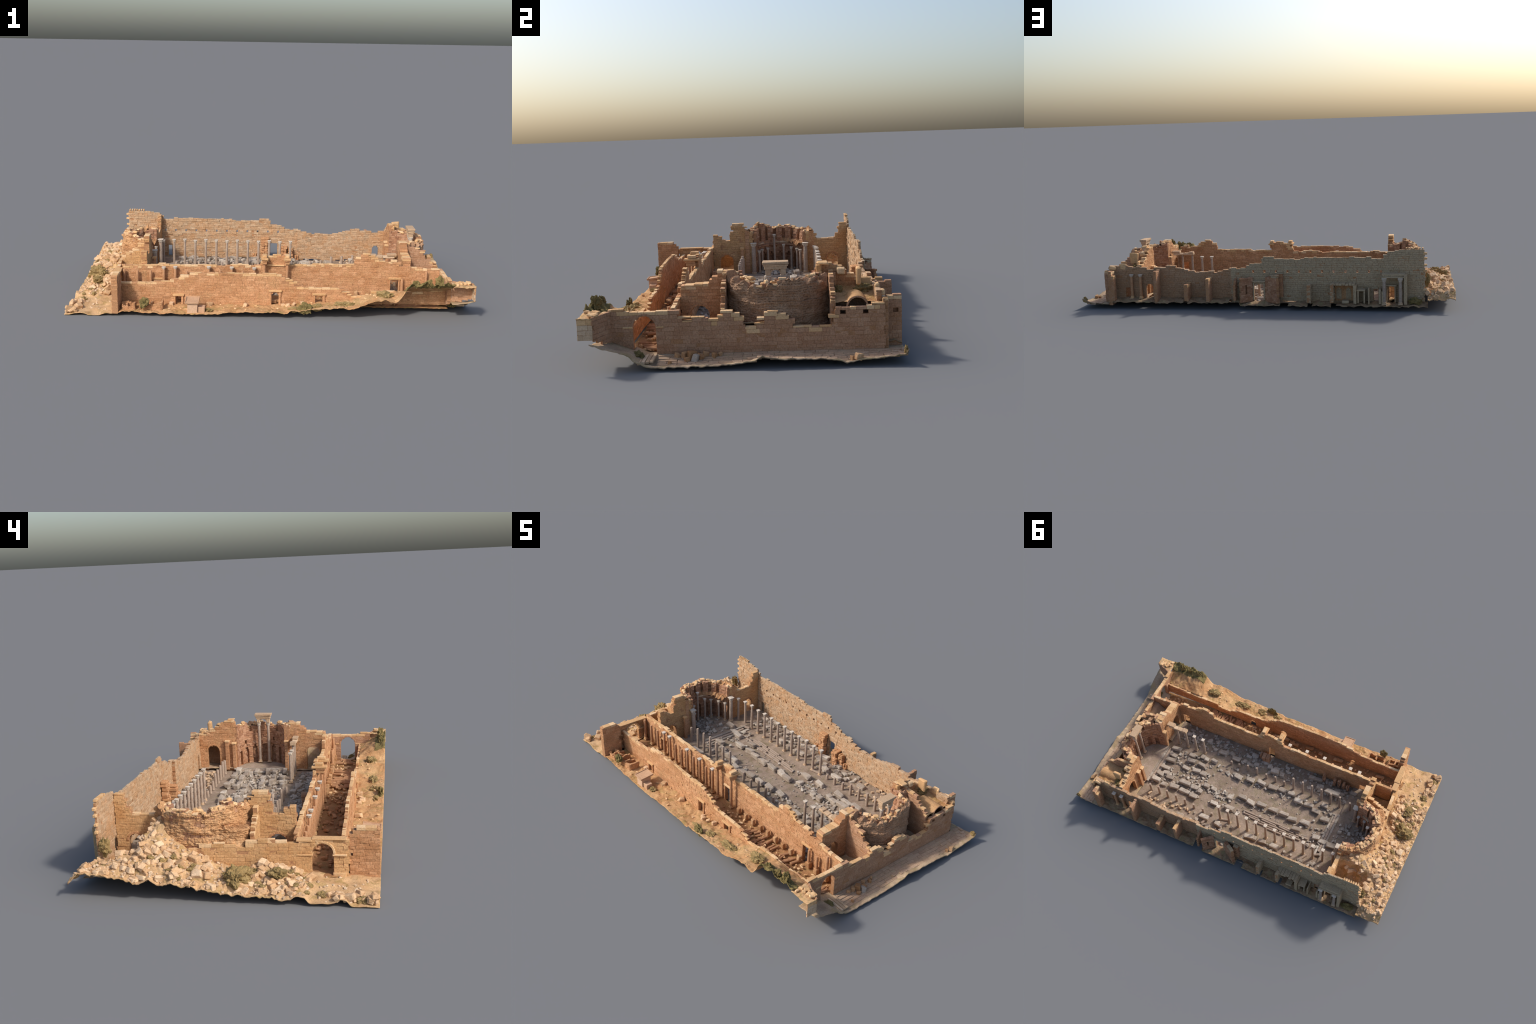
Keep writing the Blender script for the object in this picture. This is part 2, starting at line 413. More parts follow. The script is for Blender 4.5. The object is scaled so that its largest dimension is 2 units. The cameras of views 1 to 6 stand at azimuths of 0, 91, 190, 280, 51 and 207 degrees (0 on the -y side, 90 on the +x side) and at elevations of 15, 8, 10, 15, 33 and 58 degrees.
def zt_w(a):
    return .260 + .016 * math.sin(a * 5.3 + .5) * .6 + (.018 if -0.95 < a < -.35 else 0) - (.02 if a > 1.0 else 0)
up_w = [(d, .010, .195, .30) for d in (-58, -36, -13, 10, 33, 56)]
low_w = [(d, .014, .04, .128) for d in (-66, -44, -22, 0, 22, 44, 66)]
apse('west_apse_wall', -.648, -1, .120, .138, .166, zt_w, low_w + up_w, .025, 30, [])
def zt_e(a):
    return .251 + .010 * math.sin(a * 7 + 1) + .006 * math.sin(a * 17) + (.02 if a < -1.15 else 0) + (.022 if a > 1.25 else 0)
low_e = [(d, .0135, .045, z) for d, z in ((68, .12), (47, .128), (24, .135), (0, .142), (-24, .135), (-46, .130), (-68, .122))]
up_e = [(35, .008, .215, .245), (-36, .012, .22, .3), (-8, .010, .225, .3), (50, .006, .155, .172), (-25, .006, .16, .18)]
apse('east_apse_wall', .680, 1, .126, .141, .158, zt_e, low_e + up_e, .03, 32, [])

def rough_shell(name, cx, cy, sgn, rx, ry, zb, ztop, inner, power, amp, strata, mat, seed, nth=300, nz=96, a_lim=math.pi/2):
    """eroded outer mass of an apse: superelliptic plan, broken strata, crumbled crest"""
    mb = MeshBuilder(); V = []; F = []
    for i in range(nth + 1):
        a = -a_lim + 2 * a_lim * i / nth
        ca, sa = abs(math.cos(a)), math.sin(a)
        k = (abs(ca)**power + abs(sa)**power) ** (-1 / power)
        zt = ztop(a) + .009 * fbm(math.sin(a)*2+seed, math.cos(a)*2, 0, 5, 4)
        for j in range(nz + 1):
            z = zb + (zt - zb) * j / nz
            px, py = rx * ca * k, ry * sa * k
            zz = (z + .005 * fbm(px, py, 0, 14, 3)) / .0085
            lay = math.floor(zz); fr = zz - lay
            hsh = math.sin(lay * 12.9898 + seed * 4.1) * 43758.5453; hsh -= math.floor(hsh)
            st = strata * ((hsh - .5) * 2 * (.6 + .8 * fbm(px, py, lay * .37, 20, 2)) - 1.2 * math.exp(-(fr / .16)**2))
            d = amp * fbm(px + seed, py, z * 2.0, 16, 5) + st + amp * .45 * fbm(px + seed, py, z, 60, 3) + .0016 * fbm(px, py, z, 170, 2)
            if j == nz: d -= .006
            if j == nz - 1: d -= .002
            rr = math.hypot(px, py); f = (rr + d) / rr
            V.append((cx + sgn * px * f, cy + py * f, z))
        # crest, running inward
        for q in range(1, 5):
            t = q / 4
            px, py = rx * ca * k, ry * sa * k
            ix, iy = inner * math.cos(a), inner * math.sin(a)
            x = px + (ix - px) * t; y = py + (iy - py) * t
            V.append((cx + sgn * x, cy + y, zt + .008 * fbm(x*3, y*3, seed, 22, 4) - (0 if q < 4 else .015)))
    n = nz + 5
    for i in range(nth):
        for j in range(n - 1):
            a, b = i * n + j, (i + 1) * n + j
            F.append((a, b, b + 1, a + 1) if sgn > 0 else (a, a + 1, b + 1, b))
    mb.add(V, F)
    return mb.obj(name, root, [mat], smooth=False)

rough_shell('apse_outer_core', .680, .117, 1, .166, .188, .03, lambda a: .240 + .012*math.sin(a*4) + .014*abs(math.sin(a*11)) + (.018 if abs(a) > 1.2 else 0), .150, 2.1, .008, .0030, COREE, 3)
rough_shell('apse_outer_core', -.648, .117, -1, .168, .172, .1, lambda a: .254 + .010*math.sin(a*6) + (.014 if a < -.2 else 0), .15, 2.1, .010, .0028, CORE, 11)
rough_shell('apse_buttress', -.650, .085, -1, .158, .165, .03, lambda a: .208 - .012*abs(a), .12, 5.0, .010, .0032, CORE, 23)

# crest blocks and battered lumps on the apse walls
mb = MeshBuilder()
for i in range(46):
    a = R.uniform(-1.45, 1.45)
    r = R.uniform(.130, .158); s = R.choice((-1, 1))
    cx = -.648 if s < 0 else .684
    z = (zt_w(a) if s < 0 else zt_e(a))
    sz = (R.uniform(.012, .028), R.uniform(.010, .018), R.uniform(.006, .014))
    block(mb, (cx + s*r*math.cos(a), .117 + r*math.sin(a), z + sz[2]*.2), sz, a*s + R.uniform(-.5, .5) + math.pi/2, .003, .002, 0, (R.uniform(-.2, .2), R.uniform(-.2, .2)))
mb.obj('crest_rubble', root, [PALE if 0 else SANDTOP], kind='stuff')

# cornices inside the apses
mb = MeshBuilder()
def cornice(cx, sgn, r, z, hgt, dep, mat, a0=-1.5, a1=1.5, n=22, skip=.12):
    for i in range(n):
        if R.random() < skip: continue
        a = a0 + (a1 - a0) * (i + .5) / n
        L = r * (a1 - a0) / n * .98
        block(mb, (cx + sgn*r*math.cos(a), .117 + r*math.sin(a), z), (L, dep, hgt * R.uniform(.8, 1.1)), (a*sgn) + math.pi/2, .0012, .0008, mat)
cornice(-.648, -1, .117, .170, .009, .012, 0); cornice(-.648, -1, .116, .182, .010, .010, 1, n=14, skip=.35)
cornice(.680, 1, .124, .148, .006, .008, 0, n=18, skip=.55)
mb.obj('apse_cornice', root, [APSE, PALE], kind='stuff')

# ------------------------------------------------------------------ columns
def lathe(prof, n=14, jit=0):
    V = []; F = []
    for (r, z) in prof:
        for i in range(n):
            a = 2 * math.pi * i / n
            V.append((r * math.cos(a), r * math.sin(a), z))
    for j in range(len(prof) - 1):
        for i in range(n):
            i2 = (i + 1) % n
            F.append((j*n + i, j*n + i2, (j+1)*n + i2, (j+1)*n + i))
    F.append(tuple(range(n))[::-1]); F.append(tuple((len(prof)-1)*n + i for i in range(n)))
    return V, F

def mesh_from(name, parts, mats, smooth=True):
    mb = MeshBuilder()
    for v, f, m in parts: mb.add(v, f, m)
    me = bpy.data.meshes.new(name)
    me.from_pydata(mb.v, [], mb.f)
    for m in mats: me.materials.append(m)
    me.polygons.foreach_set('material_index', mb.m)
    me.polygons.foreach_set('use_smooth', [smooth] * len(mb.f))
    me.update()
    try: me.set_sharp_from_angle(angle=math.radians(40))
    except Exception: pass
    return me

_shaft_cache = {}
def shaft_mesh(hgt, r, mat, plinth):
    key = (round(hgt, 3), r, mat.name, plinth)
    if key in _shaft_cache: return _shaft_cache[key]
    parts = []
    z = 0
    if plinth:
        vs = chamfer_verts((r*2.7, r*2.7, .005), .0008, .0004)
        parts.append(([(x, y, zz + .0025) for x, y, zz in vs], CH_FACES, 1))
        pr = [(r*1.3, .005), (r*1.35, .0065), (r*1.28, .008), (r*1.2, .010), (r*1.3, .0115), (r*1.22, .013), (r*1.02, .0145)]
        v, f = lathe(pr); parts.append((v, f, 1)); z = .0145
    v, f = lathe([(r*1.02, z), (r, z + (hgt-z)*.35), (r*.95, z + (hgt-z)*.7), (r*.88, hgt - .0015), (r*.8, hgt)])
    v = [(x + .0006*fbm(x*9, y*9, zz, 60, 2), y + .0006*fbm(y*9+3, x*9, zz, 60, 2), zz) for x, y, zz in v]
    parts.append((v, f, 0))
    me = mesh_from('column_shaft', parts, [mat, PALE if mat is SHAFT else SANDTOP])
    _shaft_cache[key] = me
    return me

_cap_cache = {}
def capital_mesh(r, hgt):
    key = (r, hgt)
    if key in _cap_cache: return _cap_cache[key]
    parts = []
    v, f = lathe([(r*.95, 0), (r*1.05, hgt*.08), (r*.95, hgt*.12), (r*1.05, hgt*.4), (r*1.3, hgt*.75), (r*1.25, hgt*.8)])
    parts.append((v, f, 0))
    for tier, (zc, rr, nn) in enumerate(((hgt*.3, r*1.12, 8), (hgt*.55, r*1.22, 8))):
        for i in range(nn):
            a = 2*math.pi*(i + .5*tier)/nn
            vs = chamfer_verts((r*.35, r*.55, hgt*.3), r*.1, r*.05)
            m = Matrix.Rotation(a, 3, 'Z') @ Matrix.Rotation(.3, 3, 'Y')
            parts.append(([tuple(m @ Vector(p) + Vector((rr*math.cos(a), rr*math.sin(a), zc))) for p in vs], CH_FACES, 0))
    vs = chamfer_verts((r*3.0, r*3.0, hgt*.24), r*.15, r*.06)
    parts.append(([(x, y, z + hgt*.88) for x, y, z in vs], CH_FACES, 0))
    me = mesh_from('capital', parts, [CAP], smooth=False)
    _cap_cache[key] = me
    return me

def column(x, y, z0, z1, r=.0071, cap=0.0, mat=SHAFT, plinth=True, lean=0.0, name='column'):
    h = z1 - z0 - cap
    ob = bpy.data.objects.new(name, shaft_mesh(h, r, mat, plinth))
    bpy.context.scene.collection.objects.link(ob); ob.parent = root
    ob.location = (x, y, z0); ob.rotation_euler = (lean * R.uniform(-1, 1), lean * R.uniform(-1, 1), R.uniform(0, 6) if not plinth else 0)
    if cap:
        c = bpy.data.objects.new('capital', capital_mesh(r * .92, cap))
        bpy.context.scene.collection.objects.link(c); c.parent = ob; c.location = (0, 0, h)
    return ob

for k in range(12):
    column(-.556 + .0613*k, .304, .018, .179 + .003*math.sin(k*2.3), cap=.016, lean=.008)
column(-.617, .298, .022, .176, cap=.016)
for x, zt in ((-.568, .126), (-.503, .148), (-.444, .147), (-.382, .153), (-.318, .149), (-.258, .150), (-.195, .152), (-.132, .07),
              (-.072, .083), (-.008, .07), (.057, .098), (.118, .088), (.18, .062), (.235, .058)):
    column(x, -.073, .022, zt, lean=.012, plinth=False, r=.0072)
for x, zt, c in ((.426, .181, .015), (.487, .181, .015), (.548, .190, 0), (.609, .190, 0)):
    column(x, -.073, .024, zt, cap=c)
for x, zt in ((.178, .052), (.237, .063), (.299, .068), (.359, .09), (.42, .095), (.482, .101), (.54, .107), (.6, .098)):
    column(x, .304, .022, zt, lean=.012, plinth=False, r=.0076)
# portico columns
for i, (x, zt, c) in enumerate(((-.750, .156, 0), (-.682, .152, 0), (-.614, .152, 0), (-.546, .173, .013), (-.486, .176, .013), (-.429, .154, 0), (-.372, .150, 0),
        (-.314, .179, .013), (-.256, .160, 0), (-.198, .179, .013), (-.140, .158, 0), (-.082, .177, .013), (-.030, .20, 0), (.086, .20, 0))):
    column(x, -.268 if x < -.035 else -.272, .030, zt, r=.0074, cap=c, mat=SHAFTO, lean=.01)
for x, zt in ((.679, .130), (.734, .127), (.80, .171), (.858, .120)):
    column(x, -.264, .05, zt, r=.0074, mat=SHAFTO, plinth=False, lean=.015)
# apse columns
for x, y, zt in ((-.739, .088, .227), (-.737, .137, .172), (-.731, .178, .158), (-.694, .208, .154), (-.651, .224, .154), (-.728, .052, .156), (-.698, .022, .154), (-.655, .008, .152)):
    column(x, y, .035, zt, r=.0062, cap=.013)
for x, y, zt in ((-.628, .251, .193), (-.626, -.020, .198)):
    column(x, y, .03, zt, r=.0115, cap=.02)
for y in (.139, .088):
    column(.774, y, .045, .268, r=.0078, cap=.022, mat=SHAFT)

# ---- square piers of the apses and pilasters
mb = MeshBuilder()
def pier(x, y, z0, z1, w, d, mats=0, capw=0):
    z = z0
    while z < z1 - .004:
        hh = min(R.uniform(.012, .02), z1 - z)
        block(mb, (x, y, z + hh/2), (w*R.uniform(.94, 1.04), d*R.uniform(.94, 1.04), hh - .0006), 0, .001, .0006, mats)
        z += hh
    if capw: block(mb, (x, y, z1 + .004), (w*capw, d*capw, .009), 0, .0015, .001, 1)
pier(.672, .262, .03, .172, .018, .018, 0, 1.35); pier(.670, .300, .03, .183, .020, .020, 0, 1.3)
pier(.672, -.022, .03, .180, .018, .018, 0, 1.35)
pier(-.618, -.080, .025, .168, .015, .015, 0, 1.4)
pier(-.645, -.052, .025, .262, .020, .022, 0)
pier(.700, .300, .18, .262, .03, .05, 2); pier(.704, -.075, .2, .262, .03, .03, 2)
pier(-.66, .283, .03, .250, .03, .026, 2)
mb.obj('pier', root, [SHAFTO, SANDTOP, SAND], kind='stuff')

# ---- lintels, entablatures, frames
mb = MeshBuilder()
def lintel(x0, x1, y0, y1, z0, z1, m=0): plain_box(mb, x0, x1, y0, y1, z0, z1, m, .0015, .001)
lintel(.536, .600, -.086, -.060, .190, .203); lintel(.601, .662, -.086, -.061, .190, .202)
lintel(.538, .566, -.088, -.058, .203, .209); lintel(.622, .672, -.090, -.060, .2025, .214)
mb.obj('entablature', root, [PALE])
# twin column crown in the east apse
mb = MeshBuilder()
lintel(.758, .786, .074, .153, .290, .301); lintel(.755, .789, .071, .156, .301, .307); lintel(.752, .793, .068, .159, .307, .317)
lintel(.760, .785, .078, .096, .268, .290); lintel(.760, .785, .131, .149, .268, .290)
for a in range(1, 8):
    an = math.pi * a / 8
    block(mb, (.772, .1135 + .020*math.cos(an), .272 + .018*math.sin(an)), (.022, .006, .006), 0, .001, .0005, 0, (an, 0))
mb.obj('crowning_arch', root, [PALE])
# gate in the nave south wall
mb = MeshBuilder()
for x in (-.029, .086):
    lintel(x-.011, x+.011, -.285, -.245, .200, .214); lintel(x-.014, x+.014, -.289, -.246, .214, .222)
    lintel(x-.018, x+.018, -.294, -.228, .222, .232, 1); lintel(x-.011, x+.011, -.280, -.242, .232, .246, 1)
lintel(-.017, .074, -.256, -.246, .183, .190, 1); lintel(.002, .008, -.254, -.246, .03, .114); lintel(.048, .054, -.254, -.246, .03, .114)
lintel(-.001, .057, -.256, -.246, .1135, .124, 1)
mb.obj('gate_entablature', root, [SAND, SANDTOP])
# door frames
def frame(name, x0, x1, z0, z1, yf, dep=.006, w=.010, mats=(SAND, SANDTOP), over=.004):
    global mb
    mb = MeshBuilder()
    s = -1
    lintel(x0-w, x0+.001, yf - dep, yf + .004, z0, z1); lintel(x1-.001, x1+w, yf - dep, yf + .004, z0, z1)
    lintel(x0-w-over, x1+w+over, yf - dep - .002, yf + .004, z1 + .0003, z1+.011, 1)
    return mb.obj(name, root, list(mats))
frame('door_frame', -.471, -.442, .018, .066, -.413); frame('door_frame', .006, .044, .02, .094, -.4125)
frame('door_frame', .224, .263, .035, .080, -.412); frame('door_frame', .62, .663, .03, .121, -.249, .004, .006)
frame('door_frame', -.605, -.565, .03, .098, -.249, .004, .006, over=.006)
frame('door_frame', .614, .653, .03, .121, .470, .003, .006, (NORTH, NORTH)); frame('door_frame', -.61, -.585, .03, .105, .470, .003, .006, (NORTH, NORTH))
# arch rings
def arch_ring(name, ax, c, r, zs, plane0, plane1, n=15, dep=.008, mat=SAND, a0=0, a1=math.pi):
    mb = MeshBuilder()
    for i in range(n):
        a = a0 + (a1 - a0) * (i + .5) / n
        u, z = c + (r + dep*.42) * math.cos(a), zs + (r + dep*.42) * math.sin(a)
        L = (a1-a0) * (r + dep*.5) / n * .97; pm = (plane0+plane1)/2; w = abs(plane1-plane0)
        if ax == 'x':   # wall runs along x
            block(mb, (u, pm, z), (dep, w, L), 0, .0008, .0004, 0, (0, -a))
        else:
            block(mb, (pm, u, z), (w, dep, L), 0, .0008, .0004, 0, (a, 0))
    return mb.obj(name, root, [mat])
arch_ring('arch_ring', 'y', -.3375, .0385, .1075, -.790, -.762, mat=SANDTOP)
arch_ring('arch_ring', 'y', -.337, .039, .121, .866, .8905, mat=EASTW)
arch_ring('arch_ring', 'y', .3915, .0285, .1035, -.672, -.643); arch_ring('arch_ring', 'y', -.162, .034, .103, -.669, -.635)
arch_ring('arch_ring', 'y', .3785, .0335, .1295, .676, .704); arch_ring('arch_ring', 'y', -.164, .035, .122, .678, .726)
for c, r, zs in ((-.4565, .0145, .0515), (.025, .019, .073), (.2435, .0195, .0615)):
    arch_ring('arch_ring', 'x', c, r, zs, -.4125, -.3945, 9, .006)
mb = MeshBuilder()
plain_box(mb, -.795, -.762, -.302, -.243, .098, .104); plain_box(mb, -.789, -.758, -.424, -.373, .098, .104)
plain_box(mb, -.794, -.761, -.301, -.244, .152, .160); plain_box(mb, -.790, -.756, -.424, -.30, .158, .163)
plain_box(mb, -.786, -.760, -.420, -.374, .016, .034)
plain_box(mb, .866, .8915, -.41, -.376, .118, .124); plain_box(mb, .866, .8915, -.298, -.27, .118, .124)
mb.obj('impost', root, [SANDTOP])

# ------------------------------------------------------------------ terrain
def terrain(name, x0, x1, y0, y1, step, hfun, mat, thick=.005, keep=None):
    nx = max(2, int(round((x1-x0)/step))); ny = max(2, int(round((y1-y0)/step)))
    mb = MeshBuilder(); V = []; F = []
    for i in range(nx+1):
        for j in range(ny+1):
            x = x0 + (x1-x0)*i/nx; y = y0 + (y1-y0)*j/ny
            V.append((x, y, hfun(x, y)))
    n = len(V); w = ny+1
    alive = set()
    for i in range(nx):
        for j in range(ny):
            x = x0 + (x1-x0)*(i+.5)/nx; y = y0 + (y1-y0)*(j+.5)/ny
            if keep is None or keep(x, y):
                F.append((i*w+j, (i+1)*w+j, (i+1)*w+j+1, i*w+j+1))
    mb.add(V, F)
    ob = mb.obj(name, root, [mat], smooth=True)
    import bmesh
    bm = bmesh.new(); bm.from_mesh(ob.data)
    loose = [v for v in bm.verts if not v.link_faces]
    bmesh.ops.delete(bm, geom=loose, context='VERTS')
    if thick:
        ret = bmesh.ops.extrude_face_region(bm, geom=bm.faces[:])
        ev = [g for g in ret['geom'] if isinstance(g, bmesh.types.BMVert)]
        # the extruded copy becomes the top, the original sinks to be the underside
        es = set(ev)
        for v in bm.verts:
            if v not in es: v.co.z -= thick
        bmesh.ops.recalc_face_normals(bm, faces=bm.faces[:])
    bm.to_mesh(ob.data); bm.free(); ob.data.update()
    for v in ob.data.vertices: v.co.z = max(0, v.co.z)
    return ob

def scatter_height(pts, p=3.0):
    P = np.array(pts)
    def f(x, y):
        d = (P[:, 0]-x)**2 + (P[:, 1]-y)**2 + 2e-4
        w = d ** (-p/2 - .3)
        return float((w * P[:, 2]).sum() / w.sum())
    return f

# west slope: control points (x, y, z)
W_PTS = [(-1, .542, .066), (-1, .5, .1), (-1, .44, .093), (-1, .37, .09), (-1, .3, .068), (-1, .2, .068), (-1, .12, .062), (-1, .05, .05), (-1, -.04, .032),
    (-1, -.1, .031), (-1, -.15, .024), (-1, -.23, .02), (-1, -.28, .036), (-1, -.32, .008), (-1, -.38, .012), (-1, -.42, .028), (-1, -.46, .003), (-1, -.54, .002),
    (-.93, .54, .062), (-.93, .5, .095), (-.92, .37, .105), (-.93, .28, .112), (-.93, .18, .105), (-.93, .08, .084), (-.93, -.03, .056), (-.93, -.15, .048), (-.93, -.25, .04), (-.93, -.35, .016), (-.93, -.45, .012), (-.92, -.54, .014),
    (-.867, .28, .140), (-.86, .37, .118), (-.86, .45, .09), (-.86, .53, .06), (-.867, .2, .132), (-.86, .1, .105), (-.86, 0, .072), (-.84, -.05, .055), (-.84, -.15, .078), (-.84, -.22, .068), (-.83, -.3, .03), (-.8, -.376, .022), (-.84, -.45, .014), (-.86, -.54, .001), (-.78, -.54, .014), (-.78, -.45, .02),
    (-.80, .30, .185), (-.84, .30, .163), (-.735, .295, .205), (-.70, .308, .205), (-.67, .31, .205), (-.72, .26, .21), (-.76, .25, .205), (-.81, .24, .178), (-.70, .345, .07), (-.76, .345, .07), (-.82, .345, .10), (-.70, .42, .05), (-.75, .42, .05), (-.80, .42, .06), (-.70, .37, .05), (-.78, .37, .055), (-.80, .46, .06), (-.68, .46, .05), (-.665, .39, .025), (-.665, .42, .03), (-.83, .2, .15), (-.84, .12, .118), (-.78, .05, .05), (-.74, -.16, .05), (-.67, -.16, .025), (-.73, -.2, .04)]
w_h = scatter_height(W_PTS)
def west_height(x, y):
    rub = max(0, min(1, (y + .30) / .1))
    n = .010 * fbm(x, y, .3, 26, 4) * (.35 + .65*rub) + .006 * rub * fbm(x, y, 4, 75, 3)
    return max(.0004, w_h(x, y) + n)
terrain('west_slope', -1.0, -.662, -.542, .542, .0045, west_height, SOILW, .004,
        keep=lambda x, y: not (y > .478 and x > -.862) and not (x > -.765 and y < -.225) and math.hypot(x + .648, y - .117) > .158)

S_EDGE = lerp_profile([(-.75, .012), (-.716, .025), (-.641, .025), (-.609, .017), (-.413, .017), (-.29, .016), (-.193, .028), (-.07, .031), (.079, .028), (.102, .040),
    (.144, .041), (.211, .052), (.313, .06), (.404, .058), (.442, .068), (.473, .089), (.547, .104), (.605, .091), (.633, .120), (.655, .160), (.680, .186), (.766, .178), (.84, .186), (.9, .178)])
S_WALL = lerp_profile([(-.75, .020), (-.47, .024), (0, .026), (.12, .034), (.22, .042), (.35, .055), (.45, .075), (.52, .1), (.62, .108), (.72, .112), (.88, .12)])
def south_height(x, y):
    t = max(0, min(1, (y + .542) / .134))
    z = S_EDGE(x) * (1-t) + S_WALL(x) * t
    j = max(0, min(1, (x - .62) / .05)) * (1 - t)      # ragged overgrown rim
    z += j * (.016 * fbm(x, y, 0, 34, 4) + .012 * abs(fbm(x, y, 5, 70, 3)))
    return max(.001, z + .006 * fbm(x, y, 1, 22, 4) + .003*fbm(x, y, 2, 80, 3))
terrain('south_ground', -.738, .652, -.542, -.408, .0045, south_height, SOILS, .003)
terrain('shrub_bank', .648, .885, -.542, -.488, .004, lambda x, y: south_height(x, y) + .001, BUSH, .003)
terrain('south_ground', .648, .885, -.490, -.408, .0045, south_height, SOILS, .003)
terrain('south_ground', .880, .986, -.542, -.452, .0045, lambda x, y: .176 + .006*fbm(x, y, 3, 45, 4), SOILW, .004, keep=lambda x, y: y < -.455 - .4*(x-.89))

E_EDGE = lerp_profile([(-.542, .108), (-.505, .095), (-.447, .078), (-.378, .056), (-.345, .027), (-.324, .017), (-.289, .012), (-.084, .014), (.022, .023), (.03, .026), (.066, .04), (.13, .03), (.249, .03), (.314, .022), (.339, .015),
    (.397, .023), (.5, .032), (.53, .036), (.542, .056)])
def street_height(x, y):
    t = max(0, min(1, (x - .888) / .112))
    base = .026 + .050 * max(0, min(1, (-.33 - y) / .13))
    z = base * (1-t) + (E_EDGE(y)) * t - .008 * math.sin(math.pi * t) * (1 if y > -.3 else .3)
    return max(.002, z + .0022 * fbm(x, y, 7, 35, 4) + .005 * max(0, t - .75) * 4 * fbm(x, y, 3, 40, 3))
terrain('street', .846, 1.0, -.542, .542, .0045, street_height, STREETM, .004, keep=lambda x, y: (x > .886 and y > -.500) or (y > .486 and x > .846) or (-.376 < y < -.298))

def portico_height(x, y):
    return .024 + .003 * fbm(x, y, 5, 30, 4) + .002 * fbm(x, y, 9, 90, 3) + (.018 * max(0, min(1, (x-.45)/.2)) if 0 else 0)
terrain('portico_floor', -.80, .888, -.404, -.246, .005, portico_height, PORTF, .004)

def nave_height(x, y):
    z = .021 + .0022 * fbm(x, y, 5, 18, 4) + .0012 * fbm(x, y, 9, 90, 3)
    if x < -.525: z += .014
    if y > .38: z += .004 + .003*fbm(x, y, 2, 40, 3)
    return z
terrain('nave_floor', -.66, .700, -.238, .472, .005, nave_height, NAVEF, .004)
terrain('apse_floor', .662, .83, -.02, .255, .006, lambda x, y: .039 + .001*fbm(x, y, 3, 50, 3), APSEF, .004)
terrain('apse_floor', -.80, -.64, -.04, .27, .006, lambda x, y: .036 + .003*fbm(x, y, 3, 50, 3), NAVEF, .004)
def room_height(x, y):
    e = max(0, min(1, (x - .74) / .10))
    if y < -.06 and x < .725: z = .03
    elif y < -.06: z = .05 + .055 * e * e + .03 * max(0, (-.16 - y) / .07)
    else: z = .05 + .055 * e * math.exp(-(max(0, y - .04) / .06)**2) + .02 * max(0, (x - .80) / .07) * (y < .1)
    return z + .004 * fbm(x, y, 3, 30, 3)
terrain('room_floor', .664, .87, -.232, .298, .006, room_height, STREETM, .004,
        keep=lambda x, y: (math.hypot(x-.68, y-.117) > .15 and x > .69) or y < -.06)
terrain('room_floor', .664, .87, .26, .456, .006, lambda x, y: .04 + .004*fbm(x, y, 3, 30, 3), STREETM, .004)
# steps of the raised apse platforms
mb = MeshBuilder()
for k, (xx, z) in enumerate(((.655, .036), (.641, .031), (.627, .026))):
    y = -.01
    while y < .245:
        L = R.uniform(.03, .07); block(mb, (xx, y + L/2, z), (.013, L - .001, .008), 0, .001, .0006, k % 2); y += L
for k, (xx, z) in enumerate(((-.527, .034), (-.511, .029), (-.495, .024))):
    y = -.02
    while y < .25:
        L = R.uniform(.03, .07); block(mb, (xx, y + L/2, z), (.014, L - .001, .008), 0, .001, .0006, k % 2); y += L
mb.obj('apse_step', root, [PALE if 0 else MARBLE, SHAFT], kind='stuff')

# clipped ledges along the north side
def shelf_height(x, y):
    t = (y - .486) / .056
    if y < .479 and x < .16: return .03
    return .046 - (.010 if x > .12 else .012) - .010*t + .010*(x > .12) + .009 * fbm(x, y, 2, 26, 4) + .003*fbm(x, y, 2, 90, 3)
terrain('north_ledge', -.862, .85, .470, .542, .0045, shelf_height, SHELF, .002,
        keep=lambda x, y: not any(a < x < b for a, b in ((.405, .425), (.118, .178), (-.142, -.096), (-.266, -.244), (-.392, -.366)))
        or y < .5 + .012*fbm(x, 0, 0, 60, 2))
# cross walls and projections
for i, (x, w, top, base, ylo) in enumerate(((.578, .016, .202, .03, .472), (.29, .018, .162, .04, .472), (.409, .022, .131, .045, .472),
        (-.252, .020, .132, .040, .482), (-.373, .018, .139, .040, .482), (.820, .018, .177, .04, .51))):
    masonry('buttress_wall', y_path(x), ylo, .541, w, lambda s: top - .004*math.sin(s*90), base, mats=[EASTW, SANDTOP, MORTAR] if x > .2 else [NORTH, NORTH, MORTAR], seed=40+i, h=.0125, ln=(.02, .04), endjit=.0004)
# central north portal: splayed piers round a doorway
NM = [NORTH, NORTH, MORTAR]
def slant(x0, y0, x1, y1):
    an = math.atan2(y1-y0, x1-x0); L = math.hypot(x1-x0, y1-y0)
    return (lambda q: (x0 + math.cos(an)*q, y0 + math.sin(an)*q, an)), L
p_, L_ = slant(.058, .484, .112, .534)
masonry('portal_pier', p_, 0, L_, .016, lerp_profile([(0, .165), (.03, .163), (.08, .168)]), .036, [(.035, .045, .075, .128)], mats=[APSE, APSE, MORTAR], seed=50, h=.01, ln=(.012, .025))
p_, L_ = slant(-.018, .484, -.090, .530)
masonry('portal_pier', p_, 0, L_, .020, lerp_profile([(0, .162), (.05, .18), (.09, .186)]), .033, mats=[APSE, NORTH, MORTAR], seed=51, h=.01, ln=(.012, .025))
masonry('portal_pier', y_path(-.096), .481, .505, .03, lambda q: .186, .06, mats=[APSE, NORTH, MORTAR], seed=54, h=.01, ln=(.012, .025))
masonry('portal_pier', y_path(.146), .475, .53, .012, lambda q: .165 - .8*abs(q-.48), .045, mats=[EASTW, EASTW, MORTAR], seed=55, h=.01, ln=(.012, .025))
mb = MeshBuilder()
